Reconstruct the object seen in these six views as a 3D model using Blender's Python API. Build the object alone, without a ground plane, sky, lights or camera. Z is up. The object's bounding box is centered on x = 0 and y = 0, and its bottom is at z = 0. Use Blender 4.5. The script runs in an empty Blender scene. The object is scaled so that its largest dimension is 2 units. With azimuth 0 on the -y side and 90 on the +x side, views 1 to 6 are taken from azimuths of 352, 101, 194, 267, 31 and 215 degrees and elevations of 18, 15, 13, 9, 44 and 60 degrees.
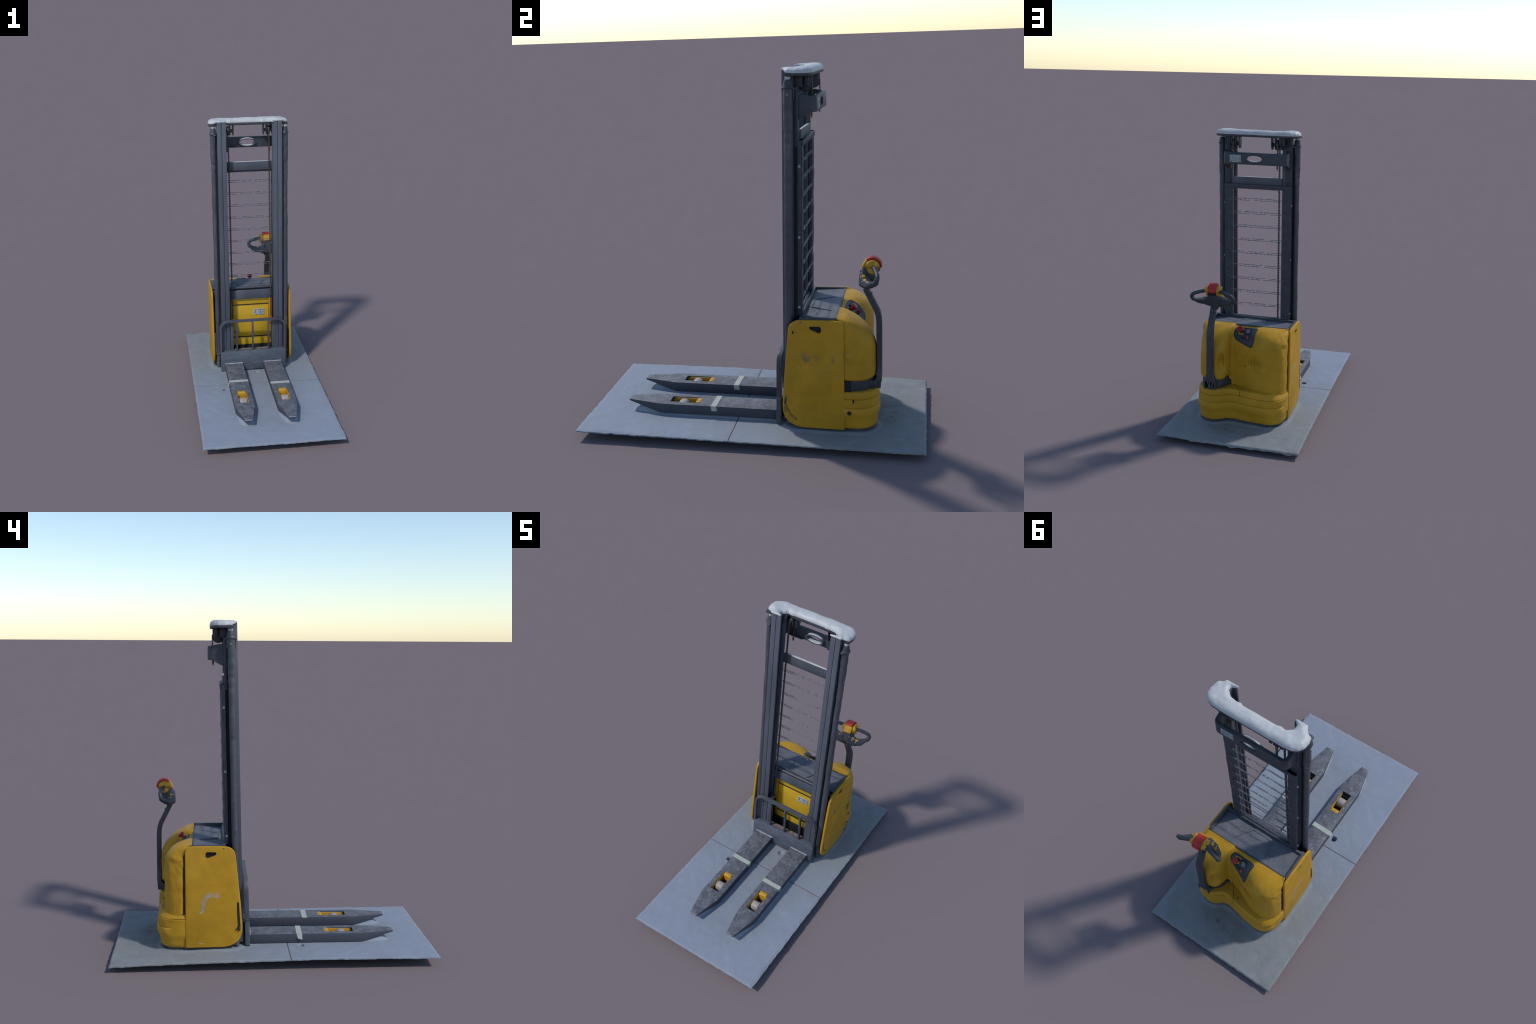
# Pedestrian pallet stacker on a cut-out slab of concrete floor.
# Metres, z up.  Every mesh is modelled from profiles, sections, sweeps and rules.
import bpy, bmesh, math, random
from mathutils import Vector, Matrix, noise
from mathutils.bvhtree import BVHTree

random.seed(11)
RNG = random.Random(5)
COL = bpy.context.scene.collection


# ------------------------------------------------------------------ materials
class Mat:
    """Small wrapper for building a procedural Principled material."""

    def __init__(self, name, rough=0.6, metallic=0.0, spec=0.4):
        self.m = bpy.data.materials.new(name)
        self.m.use_nodes = True
        self.t = self.m.node_tree
        self.b = self.t.nodes["Principled BSDF"]
        self.b.inputs["Roughness"].default_value = rough
        self.b.inputs["Metallic"].default_value = metallic
        self.b.inputs["Specular IOR Level"].default_value = spec
        self.pos = self.n("ShaderNodeTexCoord").outputs["Object"]

    def n(self, kind, **kw):
        nd = self.t.nodes.new(kind)
        for k, v in kw.items():
            setattr(nd, k, v)
        return nd

    def link(self, a, b):
        self.t.links.new(a, b)

    def put(self, sock, v):
        if isinstance(v, bpy.types.NodeSocket):
            self.link(v, sock)
        elif isinstance(v, (tuple, list)) and len(v) == 3 and sock.type == "RGBA":
            sock.default_value = (*v, 1)
        else:
            sock.default_value = v

    def math(self, op, a, b=0.0, clamp=False):
        nd = self.n("ShaderNodeMath", operation=op, use_clamp=clamp)
        self.put(nd.inputs[0], a)
        self.put(nd.inputs[1], b)
        return nd.outputs[0]

    def vmath(self, op, a, b=(0, 0, 0), out="Vector"):
        nd = self.n("ShaderNodeVectorMath", operation=op)
        self.put(nd.inputs[0], a)
        if op != "LENGTH":
            self.put(nd.inputs[1], b)
        return nd.outputs[out]

    def noise(self, scale, detail=4.0, rough=0.55, stretch=(1, 1, 1)):
        mp = self.n("ShaderNodeMapping")
        self.link(self.pos, mp.inputs["Vector"])
        mp.inputs["Scale"].default_value = stretch
        nd = self.n("ShaderNodeTexNoise")
        nd.inputs["Scale"].default_value = scale
        nd.inputs["Detail"].default_value = detail
        nd.inputs["Roughness"].default_value = rough
        self.link(mp.outputs[0], nd.inputs["Vector"])
        return nd.outputs["Fac"]

    def ramp(self, v, lo, hi):
        """0 below lo, 1 above hi, smooth between (lo may be greater than hi)."""
        nd = self.n("ShaderNodeMapRange", interpolation_type="SMOOTHSTEP", clamp=True)
        self.put(nd.inputs["Value"], v)
        if lo <= hi:
            nd.inputs["From Min"].default_value, nd.inputs["From Max"].default_value = lo, hi
        else:
            nd.inputs["From Min"].default_value, nd.inputs["From Max"].default_value = hi, lo
            nd.inputs["To Min"].default_value, nd.inputs["To Max"].default_value = 1.0, 0.0
        return nd.outputs["Result"]

    def axis(self, i):
        nd = self.n("ShaderNodeSeparateXYZ")
        self.link(self.pos, nd.inputs[0])
        return nd.outputs[i]

    def seg(self, a, b, width, soft):
        """Mask: 1 within `width` of the segment a-b, fading over `soft`."""
        a, b = Vector(a), Vector(b)
        ab = b - a
        pa = self.vmath("SUBTRACT", self.pos, tuple(a))
        t = self.math("DIVIDE", self.vmath("DOT_PRODUCT", pa, tuple(ab), "Value"), max(ab.length_squared, 1e-9), True)
        sc = self.n("ShaderNodeVectorMath", operation="SCALE")
        sc.inputs[0].default_value = tuple(ab)
        self.link(t, sc.inputs["Scale"])
        d = self.vmath("LENGTH", self.vmath("SUBTRACT", pa, sc.outputs[0]), out="Value")
        return self.ramp(d, width + soft, width)

    def fade(self, a, b, side, reach):
        """Wear with one sharp edge along a-b, dying away within `reach` towards `side`."""
        a, b = Vector(a), Vector(b)
        u = b - a
        L = u.length
        u.normalize()
        side = Vector(side)
        side = (side - u * side.dot(u)).normalized()
        wob = self.vmath("SUBTRACT", self.pos, tuple(a))
        t = self.vmath("DOT_PRODUCT", wob, tuple(u), "Value")
        d = self.vmath("DOT_PRODUCT", wob, tuple(side), "Value")
        d = self.math("ADD", d, self.math("MULTIPLY", self.math("SUBTRACT", self.noise(70, 2), 0.5), 0.006))
        m = self.math("MULTIPLY", self.ramp(d, -0.0006, 0.0012), self.ramp(d, reach, 0.0))
        return self.math("MULTIPLY", m, self.math("MULTIPLY", self.ramp(t, -0.009, 0.009), self.ramp(t, L + 0.009, L - 0.009)))

    def mix(self, f, a, b):
        nd = self.n("ShaderNodeMix", data_type="RGBA")
        self.put(nd.inputs[0], f)
        self.put(nd.inputs[6], a)
        self.put(nd.inputs[7], b)
        return nd.outputs[2]

    def color(self, c):
        self.put(self.b.inputs["Base Color"], c)
        return self

    def bump(self, h, strength=0.3, dist=0.002):
        nd = self.n("ShaderNodeBump")
        nd.inputs["Strength"].default_value = strength
        nd.inputs["Distance"].default_value = dist
        self.link(h, nd.inputs["Height"])
        self.link(nd.outputs[0], self.b.inputs["Normal"])
        return self


def tone(c, k):
    return tuple(min(1.0, v * k) for v in c)


def plain(name, c, rough=0.6, var=0.12, scale=30, metallic=0.0, spec=0.4):
    M = Mat(name, rough, metallic, spec)
    M.color(M.mix(M.ramp(M.noise(scale), 0.3, 0.7), tone(c, 1 - var), tone(c, 1 + var)))
    return M.m


YEL = (0.478, 0.254, 0.016)
STEEL = (0.105, 0.112, 0.135)
DARK = (0.062, 0.066, 0.078)


def yellow_paint(name, marks=(), fades=()):
    M = Mat(name, 0.55, spec=0.25)
    c = M.mix(M.ramp(M.noise(8, 4), 0.3, 0.7), tone(YEL, 0.87), tone(YEL, 1.04))
    grime = M.math("MULTIPLY", M.ramp(M.noise(30, 6, 0.7), 0.58, 0.76), 0.3)
    c = M.mix(grime, c, (0.22, 0.15, 0.03))
    for a, b, w, s, amount, col in marks:
        m = M.math("MULTIPLY", M.seg(a, b, w, s), amount)
        m = M.math("MULTIPLY", m, M.ramp(M.noise(60, 3), 0.2, 0.55))
        c = M.mix(m, c, col)
    for a, b, side, reach, amount, col in fades:
        m = M.math("MULTIPLY", M.math("MULTIPLY", M.fade(a, b, side, reach), amount), M.ramp(M.noise(38, 4, 0.6), 0.22, 0.58))
        c = M.mix(m, c, col)
    M.color(c)
    M.bump(M.math("ADD", M.noise(7, 2), M.math("MULTIPLY", M.noise(24, 3), 0.25)), 0.35, 0.012)
    return M.m


def metal_paint(name, base, worn, amount=0.3, scale=24, rough=0.5, stretch=(1, 1, 1), spec=0.4):
    M = Mat(name, rough, spec=spec)
    c = M.mix(M.ramp(M.noise(10, 4, 0.6, stretch), 0.3, 0.7), tone(base, 0.78), tone(base, 1.16))
    w = M.math("MULTIPLY", M.ramp(M.noise(scale, 7, 0.7, stretch), 0.52, 0.72), amount)
    M.color(M.mix(w, c, worn))
    M.bump(M.noise(scale * 3, 4), 0.12, 0.001)
    return M.m


m_mast = metal_paint("grey_mast_paint", (0.080, 0.088, 0.112), (0.135, 0.14, 0.155), 0.3, 30, 0.45, (1, 1, 0.12))
m_mastdark = metal_paint("dark_mast_paint", (0.036, 0.040, 0.052), (0.07, 0.072, 0.08), 0.25, 30, 0.5, (1, 1, 0.12))
m_black = plain("black_gap", (0.012, 0.012, 0.014), 0.8)
m_tube = metal_paint("cylinder_sleeve", (0.062, 0.067, 0.082), (0.15, 0.152, 0.165), 0.5, 18, 0.42, (1, 1, 0.18), 0.5)
m_carr = metal_paint("carriage_paint", (0.080, 0.092, 0.118), (0.24, 0.25, 0.285), 0.5, 34, 0.5, (0.5, 1, 1.6))
m_rail = metal_paint("railing_paint", (0.062, 0.067, 0.084), (0.14, 0.138, 0.14), 0.3, 50, 0.5)
m_plastic = metal_paint("dark_plastic", (0.044, 0.049, 0.061), (0.08, 0.084, 0.094), 0.3, 40, 0.5)
m_arm = metal_paint("tiller_paint", (0.042, 0.046, 0.056), (0.075, 0.075, 0.08), 0.3, 30, 0.45)
m_red = plain("red_plastic", (0.40, 0.024, 0.018), 0.5, 0.08)
m_crimson = plain("crimson_plastic", (0.29, 0.010, 0.022), 0.4, 0.08)
m_white = plain("white_print", (0.6, 0.62, 0.64), 0.5)
m_lightgrey = plain("label_grey", (0.36, 0.4, 0.42), 0.5, 0.06)
m_darkprint = plain("label_print", (0.1, 0.11, 0.13), 0.5)
m_screen = plain("gauge_glass", (0.14, 0.19, 0.2), 0.25)
m_green = plain("green_print", (0.16, 0.24, 0.12), 0.5)
m_chain = plain("oily_chain", (0.075, 0.066, 0.06), 0.5, 0.5, 160, 0.3)
m_rust = plain("rusty_steel", (0.2, 0.085, 0.035), 0.8, 0.4, 60)
m_wire = plain("mesh_wire", (0.115, 0.123, 0.142), 0.5, 0.5, 60)
m_zinc = plain("zinc_bolt", (0.34, 0.36, 0.37), 0.4, 0.2, 60)
m_tape = plain("masking_tape", (0.375, 0.40, 0.35), 0.75, 0.08, 60)
m_seam = plain("dark_seam", (0.05, 0.03, 0.008), 0.8)
m_yellow = yellow_paint("yellow_paint")
m_yfront = plain("yellow_cover_paint", (0.56, 0.335, 0.018), 0.5, 0.06, 16)
m_yplain = plain("yellow_plastic", YEL, 0.45, 0.07, 20)
m_amber = plain("amber_inside", (0.5, 0.22, 0.01), 0.6, 0.15, 20)


def snow_mat():
    M = Mat("pale_resin", 0.5, spec=0.4)
    c = M.mix(M.ramp(M.noise(14, 4), 0.35, 0.7), (0.478, 0.484, 0.482), (0.446, 0.454, 0.455))
    c = M.mix(M.math("MULTIPLY", M.ramp(M.noise(10, 4, 0.6), 0.52, 0.75), 0.5), c, (0.375, 0.37, 0.36))
    M.color(c)
    M.bump(M.noise(55, 2), 0.1, 0.003)
    return M.m


m_snow = snow_mat()


def fork_mat():
    M = Mat("scuffed_fork_paint", 0.6, spec=0.35)
    c = M.mix(M.ramp(M.noise(22, 6, 0.65), 0.35, 0.65), (0.074, 0.077, 0.088), (0.125, 0.129, 0.147))
    scr = M.math("MULTIPLY", M.ramp(M.noise(75, 8, 0.75, (1.0, 0.6, 1)), 0.52, 0.68), 0.75)
    c = M.mix(scr, c, (0.27, 0.28, 0.325))
    c = M.mix(M.math("MULTIPLY", M.ramp(M.noise(16, 5, 0.6), 0.56, 0.72), 0.5), c, (0.085, 0.078, 0.076))
    # side faces: darker colour with fewer pale specks than the top deck
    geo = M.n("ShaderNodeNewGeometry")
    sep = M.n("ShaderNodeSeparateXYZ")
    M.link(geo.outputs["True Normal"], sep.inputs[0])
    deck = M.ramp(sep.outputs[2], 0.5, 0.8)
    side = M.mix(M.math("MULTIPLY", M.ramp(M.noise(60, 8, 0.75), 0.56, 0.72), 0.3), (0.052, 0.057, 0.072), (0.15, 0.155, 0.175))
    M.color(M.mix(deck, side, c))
    M.bump(M.noise(90, 5), 0.2, 0.001)
    return M.m


m_fork = fork_mat()
M = Mat("worn_roller", 0.5, spec=0.4)
M.color(M.mix(M.ramp(M.noise(26, 5, 0.6), 0.4, 0.66), (0.31, 0.295, 0.295), (0.34, 0.265, 0.21)))
m_roller = M.m


def tray_mat():
    M = Mat("dusty_tray_plastic", 0.6, spec=0.35)
    c = M.mix(M.ramp(M.noise(12, 4), 0.3, 0.7), (0.092, 0.098, 0.116), (0.125, 0.13, 0.146))
    c = M.mix(M.math("MULTIPLY", M.ramp(M.noise(55, 8, 0.75), 0.52, 0.70), 0.5), c, (0.225, 0.23, 0.25))
    M.color(c)
    M.bump(M.noise(70, 4), 0.25, 0.001)
    return M.m


m_tray = tray_mat()


def floor_mat():
    M = Mat("concrete_floor", 0.75, spec=0.25)
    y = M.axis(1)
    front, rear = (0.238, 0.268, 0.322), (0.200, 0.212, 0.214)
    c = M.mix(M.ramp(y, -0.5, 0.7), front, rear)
    c = M.mix(M.math("MULTIPLY", M.ramp(M.noise(5, 5), 0.42, 0.7), 0.35), c, (0.20, 0.225, 0.255))
    c = M.mix(M.math("MULTIPLY", M.ramp(M.noise(13, 6, 0.65), 0.5, 0.75), 0.22), c, (0.33, 0.37, 0.43))
    c = M.mix(M.math("MULTIPLY", M.ramp(M.noise(45, 4, 0.6), 0.6, 0.75), 0.16), c, (0.17, 0.18, 0.19))
    c = M.mix(M.math("MULTIPLY", M.ramp(M.noise(95, 2, 0.5), 0.74, 0.78), 0.6), c, (0.10, 0.085, 0.075))
    stain = M.math("MULTIPLY", M.math("MULTIPLY", M.ramp(y, 0.45, 0.8), M.ramp(M.noise(9, 5, 0.6), 0.45, 0.68)), 0.4)
    c = M.mix(stain, c, (0.17, 0.165, 0.145))
    # truck's rear shade painted as dark smudges, a rusty drop between the forks
    for a, b, w, s, k, col in (
        ((0.10, 0.76, 0.045), (-0.05, 0.80, 0.045), 0.01, 0.14, 0.4, (0.12, 0.115, 0.10)),
        ((0.07, 0.77, 0.045), (0.08, 0.765, 0.045), 0.002, 0.02, 0.7, (0.05, 0.045, 0.04)),
        ((0.06, -0.46, 0.06), (0.068, -0.455, 0.06), 0.002, 0.014, 0.5, (0.40, 0.24, 0.17)),
        ((-0.05, -0.80, 0.06), (0.0, -0.80, 0.06), 0.0, 0.03, 0.3, (0.18, 0.18, 0.18)),
        ((0.40, -0.10, 0.05), (0.42, -0.11, 0.05), 0.0, 0.04, 0.3, (0.20, 0.17, 0.16)),
    ):
        m = M.math("MULTIPLY", M.math("MULTIPLY", M.seg(a, b, w, s), k), M.ramp(M.noise(40, 5, 0.7), 0.3, 0.6))
        c = M.mix(m, c, col)
    d = M.math("ABSOLUTE", M.math("ADD", y, 0.086))
    c = M.mix(M.math("MULTIPLY", M.ramp(d, 0.0036, 0.002), 0.85), c, (0.085, 0.062, 0.055))
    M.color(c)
    M.bump(M.noise(60, 5), 0.3, 0.002)
    return M.m


m_floor = floor_mat()
PX = 0.3135
m_panel_r = yellow_paint("yellow_panel_paint", [
    ((PX, 0.209, 0.252), (PX, 0.209, 0.244), 0.004, 0.004, 1.0, (0.05, 0.06, 0.07)),
    ((PX, 0.208, 0.24), (PX, 0.204, 0.215), 0.0035, 0.005, 1.0, (0.035, 0.04, 0.045)),
    ((PX, 0.205, 0.208), (PX, 0.224, 0.165), 0.002, 0.006, 1.0, (0.05, 0.05, 0.05)),
    ((PX, 0.203, 0.19), (PX, 0.205, 0.162), 0.003, 0.007, 0.9, (0.17, 0.1, 0.01)),
    ((PX, 0.230, 0.152), (PX, 0.262, 0.122), 0.005, 0.006, 0.85, (0.16, 0.1, 0.015)),
    ((PX, 0.216, 0.135), (PX, 0.250, 0.100), 0.004, 0.012, 0.35, (0.2, 0.13, 0.03)),
    ((PX, 0.32, 0.16), (PX, 0.46, 0.13), 0.02, 0.06, 0.25, (0.27, 0.155, 0.02)),
    ((PX, 0.374, 0.487), (PX, 0.380, 0.485), 0.001, 0.006, 0.9, (0.09, 0.09, 0.09)),
], [
    ((PX, 0.291, 0.507), (PX, 0.316, 0.455), (0, 1, 0.4), 0.045, 0.85, (0.17, 0.14, 0.075)),
    ((PX, 0.312, 0.457), (PX, 0.338, 0.460), (0, 0.1, 1), 0.034, 0.7, (0.17, 0.14, 0.075)),
    ((PX, 0.338, 0.460), (PX, 0.352, 0.492), (0, -1, 0.3), 0.030, 0.6, (0.17, 0.14, 0.075)),
    ((PX, 0.352, 0.492), (PX, 0.385, 0.505), (0, 0.3, -1), 0.022, 0.35, (0.17, 0.14, 0.075)),
    ((PX, 0.372, 0.462), (PX, 0.385, 0.492), (0, 1, -0.3), 0.045, 0.35, (0.2, 0.16, 0.07)),
    ((PX, 0.482, 0.496), (PX, 0.472, 0.455), (0, -1, 0.1), 0.028, 0.8, (0.17, 0.14, 0.075)),
])
m_panel_l = yellow_paint("yellow_panel_scuffed", [
    ((-0.30, 0.440, 0.293), (-0.30, 0.430, 0.294), 0.001, 0.006, 1.0, (0.45, 0.5, 0.55)),
    ((-0.30, 0.445, 0.104), (-0.30, 0.42, 0.103), 0.001, 0.004, 0.9, (0.45, 0.43, 0.26)),
], [
    ((-0.30, 0.420, 0.300), (-0.30, 0.410, 0.350), (0, 1, 0.5), 0.030, 0.85, (0.30, 0.30, 0.29)),
    ((-0.30, 0.414, 0.338), (-0.30, 0.380, 0.392), (0, 1, 0.8), 0.050, 0.8, (0.31, 0.31, 0.28)),
    ((-0.30, 0.394, 0.388), (-0.30, 0.330, 0.382), (0, 0.2, 1), 0.046, 0.85, (0.33, 0.35, 0.35)),
    ((-0.30, 0.432, 0.302), (-0.30, 0.418, 0.298), (0, 0.2, 1), 0.014, 0.8, (0.42, 0.45, 0.48)),
])


# ------------------------------------------------------------------- geometry
class Build:
    def __init__(self):
        self.bm = bmesh.new()

    def _take(self, tmp, mi=0, bev=0.0, seg=2, ang=30):
        bmesh.ops.recalc_face_normals(tmp, faces=tmp.faces)
        if bev > 0:
            es = [e for e in tmp.edges if len(e.link_faces) == 2 and e.calc_face_angle(0) > math.radians(ang)]
            bmesh.ops.bevel(tmp, geom=es, offset=bev, segments=seg, profile=0.5, affect="EDGES", clamp_overlap=True)
        for f in tmp.faces:
            f.material_index = mi
        me = bpy.data.meshes.new("tmp")
        tmp.to_mesh(me)
        tmp.free()
        self.bm.from_mesh(me)
        bpy.data.meshes.remove(me)
        return self

    def box(self, x0, x1, y0, y1, z0, z1, bev=0.002, mi=0, seg=2, rot=None):
        t = bmesh.new()
        bmesh.ops.create_cube(t, size=1)
        c = Vector(((x0 + x1) / 2, (y0 + y1) / 2, (z0 + z1) / 2))
        for v in t.verts:
            v.co = Vector((v.co.x * (x1 - x0), v.co.y * (y1 - y0), v.co.z * (z1 - z0)))
            if rot is not None:
                v.co = rot @ v.co
            v.co += c
        return self._take(t, mi, bev, seg)

    def prism(self, pts, axis, a, b, bev=0.0, mi=0, seg=2, ang=30):
        """Extrude a 2D outline along an axis; pts are the other two coordinates in xyz order."""
        t = bmesh.new()

        def p3(p, h):
            q = list(p)
            q.insert(axis, h)
            return q
        lo = [t.verts.new(p3(p, a)) for p in pts]
        hi = [t.verts.new(p3(p, b)) for p in pts]
        t.faces.new(lo)
        t.faces.new(hi[::-1])
        n = len(pts)
        for i in range(n):
            t.faces.new((lo[i], hi[i], hi[(i + 1) % n], lo[(i + 1) % n]))
        return self._take(t, mi, bev, seg, ang)

    def cyl(self, c, d, r, length, r2=None, n=28, bev=0.0, mi=0):
        t = bmesh.new()
        bmesh.ops.create_cone(t, cap_ends=True, segments=n, radius1=r, radius2=r if r2 is None else r2, depth=length)
        q = Vector((0, 0, 1)).rotation_difference(Vector(d).normalized()).to_matrix()
        for v in t.verts:
            v.co = q @ v.co + Vector(c)
        return self._take(t, mi, bev, 2, 40)

    def sphere(self, c, r, n=16, mi=0, scale=(1, 1, 1)):
        t = bmesh.new()
        bmesh.ops.create_uvsphere(t, u_segments=n, v_segments=max(6, n // 2), radius=r)
        for v in t.verts:
            v.co = Vector((v.co.x * scale[0], v.co.y * scale[1], v.co.z * scale[2])) + Vector(c)
        return self._take(t, mi)

    def hull(self, balls, n=10):
        """Convex hull of a set of balls (x, y, z, r)."""
        t = bmesh.new()
        for x, y, z, r in balls:
            s = bmesh.new()
            bmesh.ops.create_icosphere(s, subdivisions=2, radius=r)
            for v in s.verts:
                t.verts.new(v.co + Vector((x, y, z)))
            s.free()
        res = bmesh.ops.convex_hull(t, input=t.verts)
        bmesh.ops.delete(t, geom=list({g for g in res["geom_interior"] + res["geom_unused"] if isinstance(g, bmesh.types.BMVert)}), context="VERTS")
        return self._take(t)

    def loft(self, rings, close=True, caps=True, mi=0, bev=0.0):
        t = bmesh.new()
        vs = [[t.verts.new(p) for p in r] for r in rings]
        n = len(rings[0])
        for a, b in zip(vs, vs[1:]):
            for i in range(n if close else n - 1):
                j = (i + 1) % n
                t.faces.new((a[i], a[j], b[j], b[i]))
        if caps and close:
            t.faces.new(vs[0][::-1])
            t.faces.new(vs[-1])
        return self._take(t, mi, bev)

    def sweep(self, path, section, up=(0, 0, 1), mi=0, closed=False, scale=None):
        """Sweep a 2D section (side, up) along a path."""
        P = [Vector(p) for p in path]
        up = Vector(up)
        rings = []
        for i, p in enumerate(P):
            a = P[i - 1] if i or closed else p
            b = P[(i + 1) % len(P)] if i + 1 < len(P) or closed else p
            d = (b - a).normalized()
            s = d.cross(up).normalized()
            u = s.cross(d).normalized()
            k = scale(i) if scale else 1.0
            rings.append([p + (s * q[0] + u * q[1]) * k for q in section])
        if closed:
            rings.append(rings[0])
        return self.loft(rings, True, not closed, mi)

    def tube(self, path, r, n=10, mi=0, up=(0, 0, 1), closed=False, scale=None):
        sec = [(r * math.cos(k * math.tau / n), r * math.sin(k * math.tau / n)) for k in range(n)]
        return self.sweep(path, sec, up, mi, closed, scale)

    def done(self, name, parent, mats, lean=False, angle=35, kind=None, weld=False, fn=None):
        if weld:
            bmesh.ops.remove_doubles(self.bm, verts=self.bm.verts, dist=1e-5)
        for v in self.bm.verts:
            if lean:
                v.co = leaned(v.co)
            if fn:
                v.co = fn(v.co)
        me = bpy.data.meshes.new(name)
        self.bm.to_mesh(me)
        self.bm.free()
        for m in mats if isinstance(mats, (list, tuple)) else [mats]:
            me.materials.append(m)
        ob = bpy.data.objects.new(name, me)
        COL.objects.link(ob)
        soften(me, angle)
        if parent is not None:
            attach(ob, parent)
        if kind:
            ob["kind"] = kind
        return ob


def soften(me, angle=35):
    me.polygons.foreach_set("use_smooth", [True] * len(me.polygons))
    me.set_sharp_from_angle(angle=math.radians(angle))


def attach(ob, parent):
    ob.parent = parent
    bpy.context.view_layer.update()
    ob.matrix_parent_inverse = parent.matrix_world.inverted()


def modified(ob, mods, angle=35):
    """Apply modifiers [(type, settings)] and keep the result."""
    for kind, kw in mods:
        md = ob.modifiers.new(kind.lower(), kind)
        for k, v in kw.items():
            setattr(md, k, v)
    dg = bpy.context.evaluated_depsgraph_get()
    me = bpy.data.meshes.new_from_object(ob.evaluated_get(dg))
    old = ob.data
    me.name = ob.name
    ob.modifiers.clear()
    ob.data = me
    bpy.data.meshes.remove(old)
    soften(me, angle)
    return ob


def cut(ob, cutter, angle=35):
    c = cutter.done("cutter", None, [])
    modified(ob, [("BOOLEAN", dict(operation="DIFFERENCE", object=c, solver="EXACT"))], angle)
    bpy.data.objects.remove(c)
    return ob


def thing(name, label, category, loc):
    e = bpy.data.objects.new(name, None)
    e.empty_display_size = 0.1
    e.location = loc
    COL.objects.link(e)
    e["label"], e["category"] = label, category
    bpy.context.view_layer.update()
    return e


def copy_of(ob, name, offset, parent):
    c = ob.copy()
    c.name = name
    COL.objects.link(c)
    c.parent = parent
    c.matrix_parent_inverse = ob.matrix_parent_inverse.copy()
    c.location = Vector(offset)
    return c


def smooth_curve(pts, per=6, closed=False):
    """Catmull-Rom through the points."""
    P = [Vector(p) for p in pts]
    n = len(P)
    out = []
    for i in range(n if closed else n - 1):
        g = (lambda k: P[k % n]) if closed else (lambda k: P[min(max(k, 0), n - 1)])
        a, b, c, d = g(i - 1), g(i), g(i + 1), g(i + 2)
        for k in range(per):
            t = k / per
            out.append(0.5 * ((2 * b) + (c - a) * t + (2 * a - 5 * b + 4 * c - d) * t * t + (3 * b - a - 3 * c + d) * t ** 3))
    if not closed:
        out.append(P[-1])
    return out


def sstep(v, a, b):
    t = min(1, max(0, (v - a) / (b - a)))
    return t * t * (3 - 2 * t)


def nz(x, y, z, s=1.0):
    return noise.noise(Vector((x * s, y * s, z * s)))


def leaned(co):
    """The mast stands a touch out of plumb: mast coordinates -> world."""
    k = co.z - 1.0
    return Vector((co.x + 0.0085 + 0.0035 * k, co.y + 0.2 + 0.0215 * k, co.z))


def arc(cx, cy, r, a0, a1, n):
    return [(cx + r * math.cos(math.radians(a0 + (a1 - a0) * i / n)), cy + r * math.sin(math.radians(a0 + (a1 - a0) * i / n))) for i in range(n + 1)]


# ---------------------------------------------------------------------- floor
FORKS = (-0.1475, 0.1525)
FH, TIPH, SH_Y, TIP_Y, ROOT_Y = 0.069, 0.027, -0.545, -0.746, 0.145


def quad3(y, a, b, c):
    y0, y1, y2 = -0.962, -0.086, 0.963
    return (a * (y - y1) * (y - y2) / ((y0 - y1) * (y0 - y2)) + b * (y - y0) * (y - y2) / ((y1 - y0) * (y1 - y2))
            + c * (y - y0) * (y - y1) / ((y2 - y0) * (y2 - y1)))


def floor_z(x, y):
    l, r = quad3(y, 0.066, 0.067, 0.038), quad3(y, 0.058, 0.053, 0.048)
    return l + (r - l) * (x + 0.474) / 0.946


def fork_half(y):
    return FH if y > SH_Y else FH + (TIPH - FH) * (SH_Y - y) / (SH_Y - TIP_Y)


def fork_bottom(y):
    return 0.068 if y > SH_Y else 0.068 + 0.046 * ((SH_Y - y) / (SH_Y - TIP_Y)) ** 1.05


FOOT = [(0.312, 0.23), (0.312, 0.58), (0.300, 0.635), (0.272, 0.672), (0.235, 0.695), (0.195, 0.703), (0.155, 0.695), (0.125, 0.677), (0.1, 0.657), (0.045, 0.655), (-0.06, 0.672),
        (-0.185, 0.684), (-0.232, 0.672), (-0.267, 0.645), (-0.288, 0.605), (-0.3, 0.55), (-0.3, 0.23), (-0.26, 0.19), (0.27, 0.19)]


def foot_distance(x, y):
    p, best, inside = Vector((x, y)), 9.0, False
    for (ax, ay), (bx, by) in zip(FOOT, FOOT[1:] + FOOT[:1]):
        a, c = Vector((ax, ay)), Vector((bx, by))
        t = max(0.0, min(1.0, (p - a).dot(c - a) / (c - a).length_squared))
        best = min(best, (p - a.lerp(c, t)).length)
        if (ay > y) != (by > y) and x < (bx - ax) * (y - ay) / (by - ay) + ax:
            inside = not inside
    return 0.0 if inside else best


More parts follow.
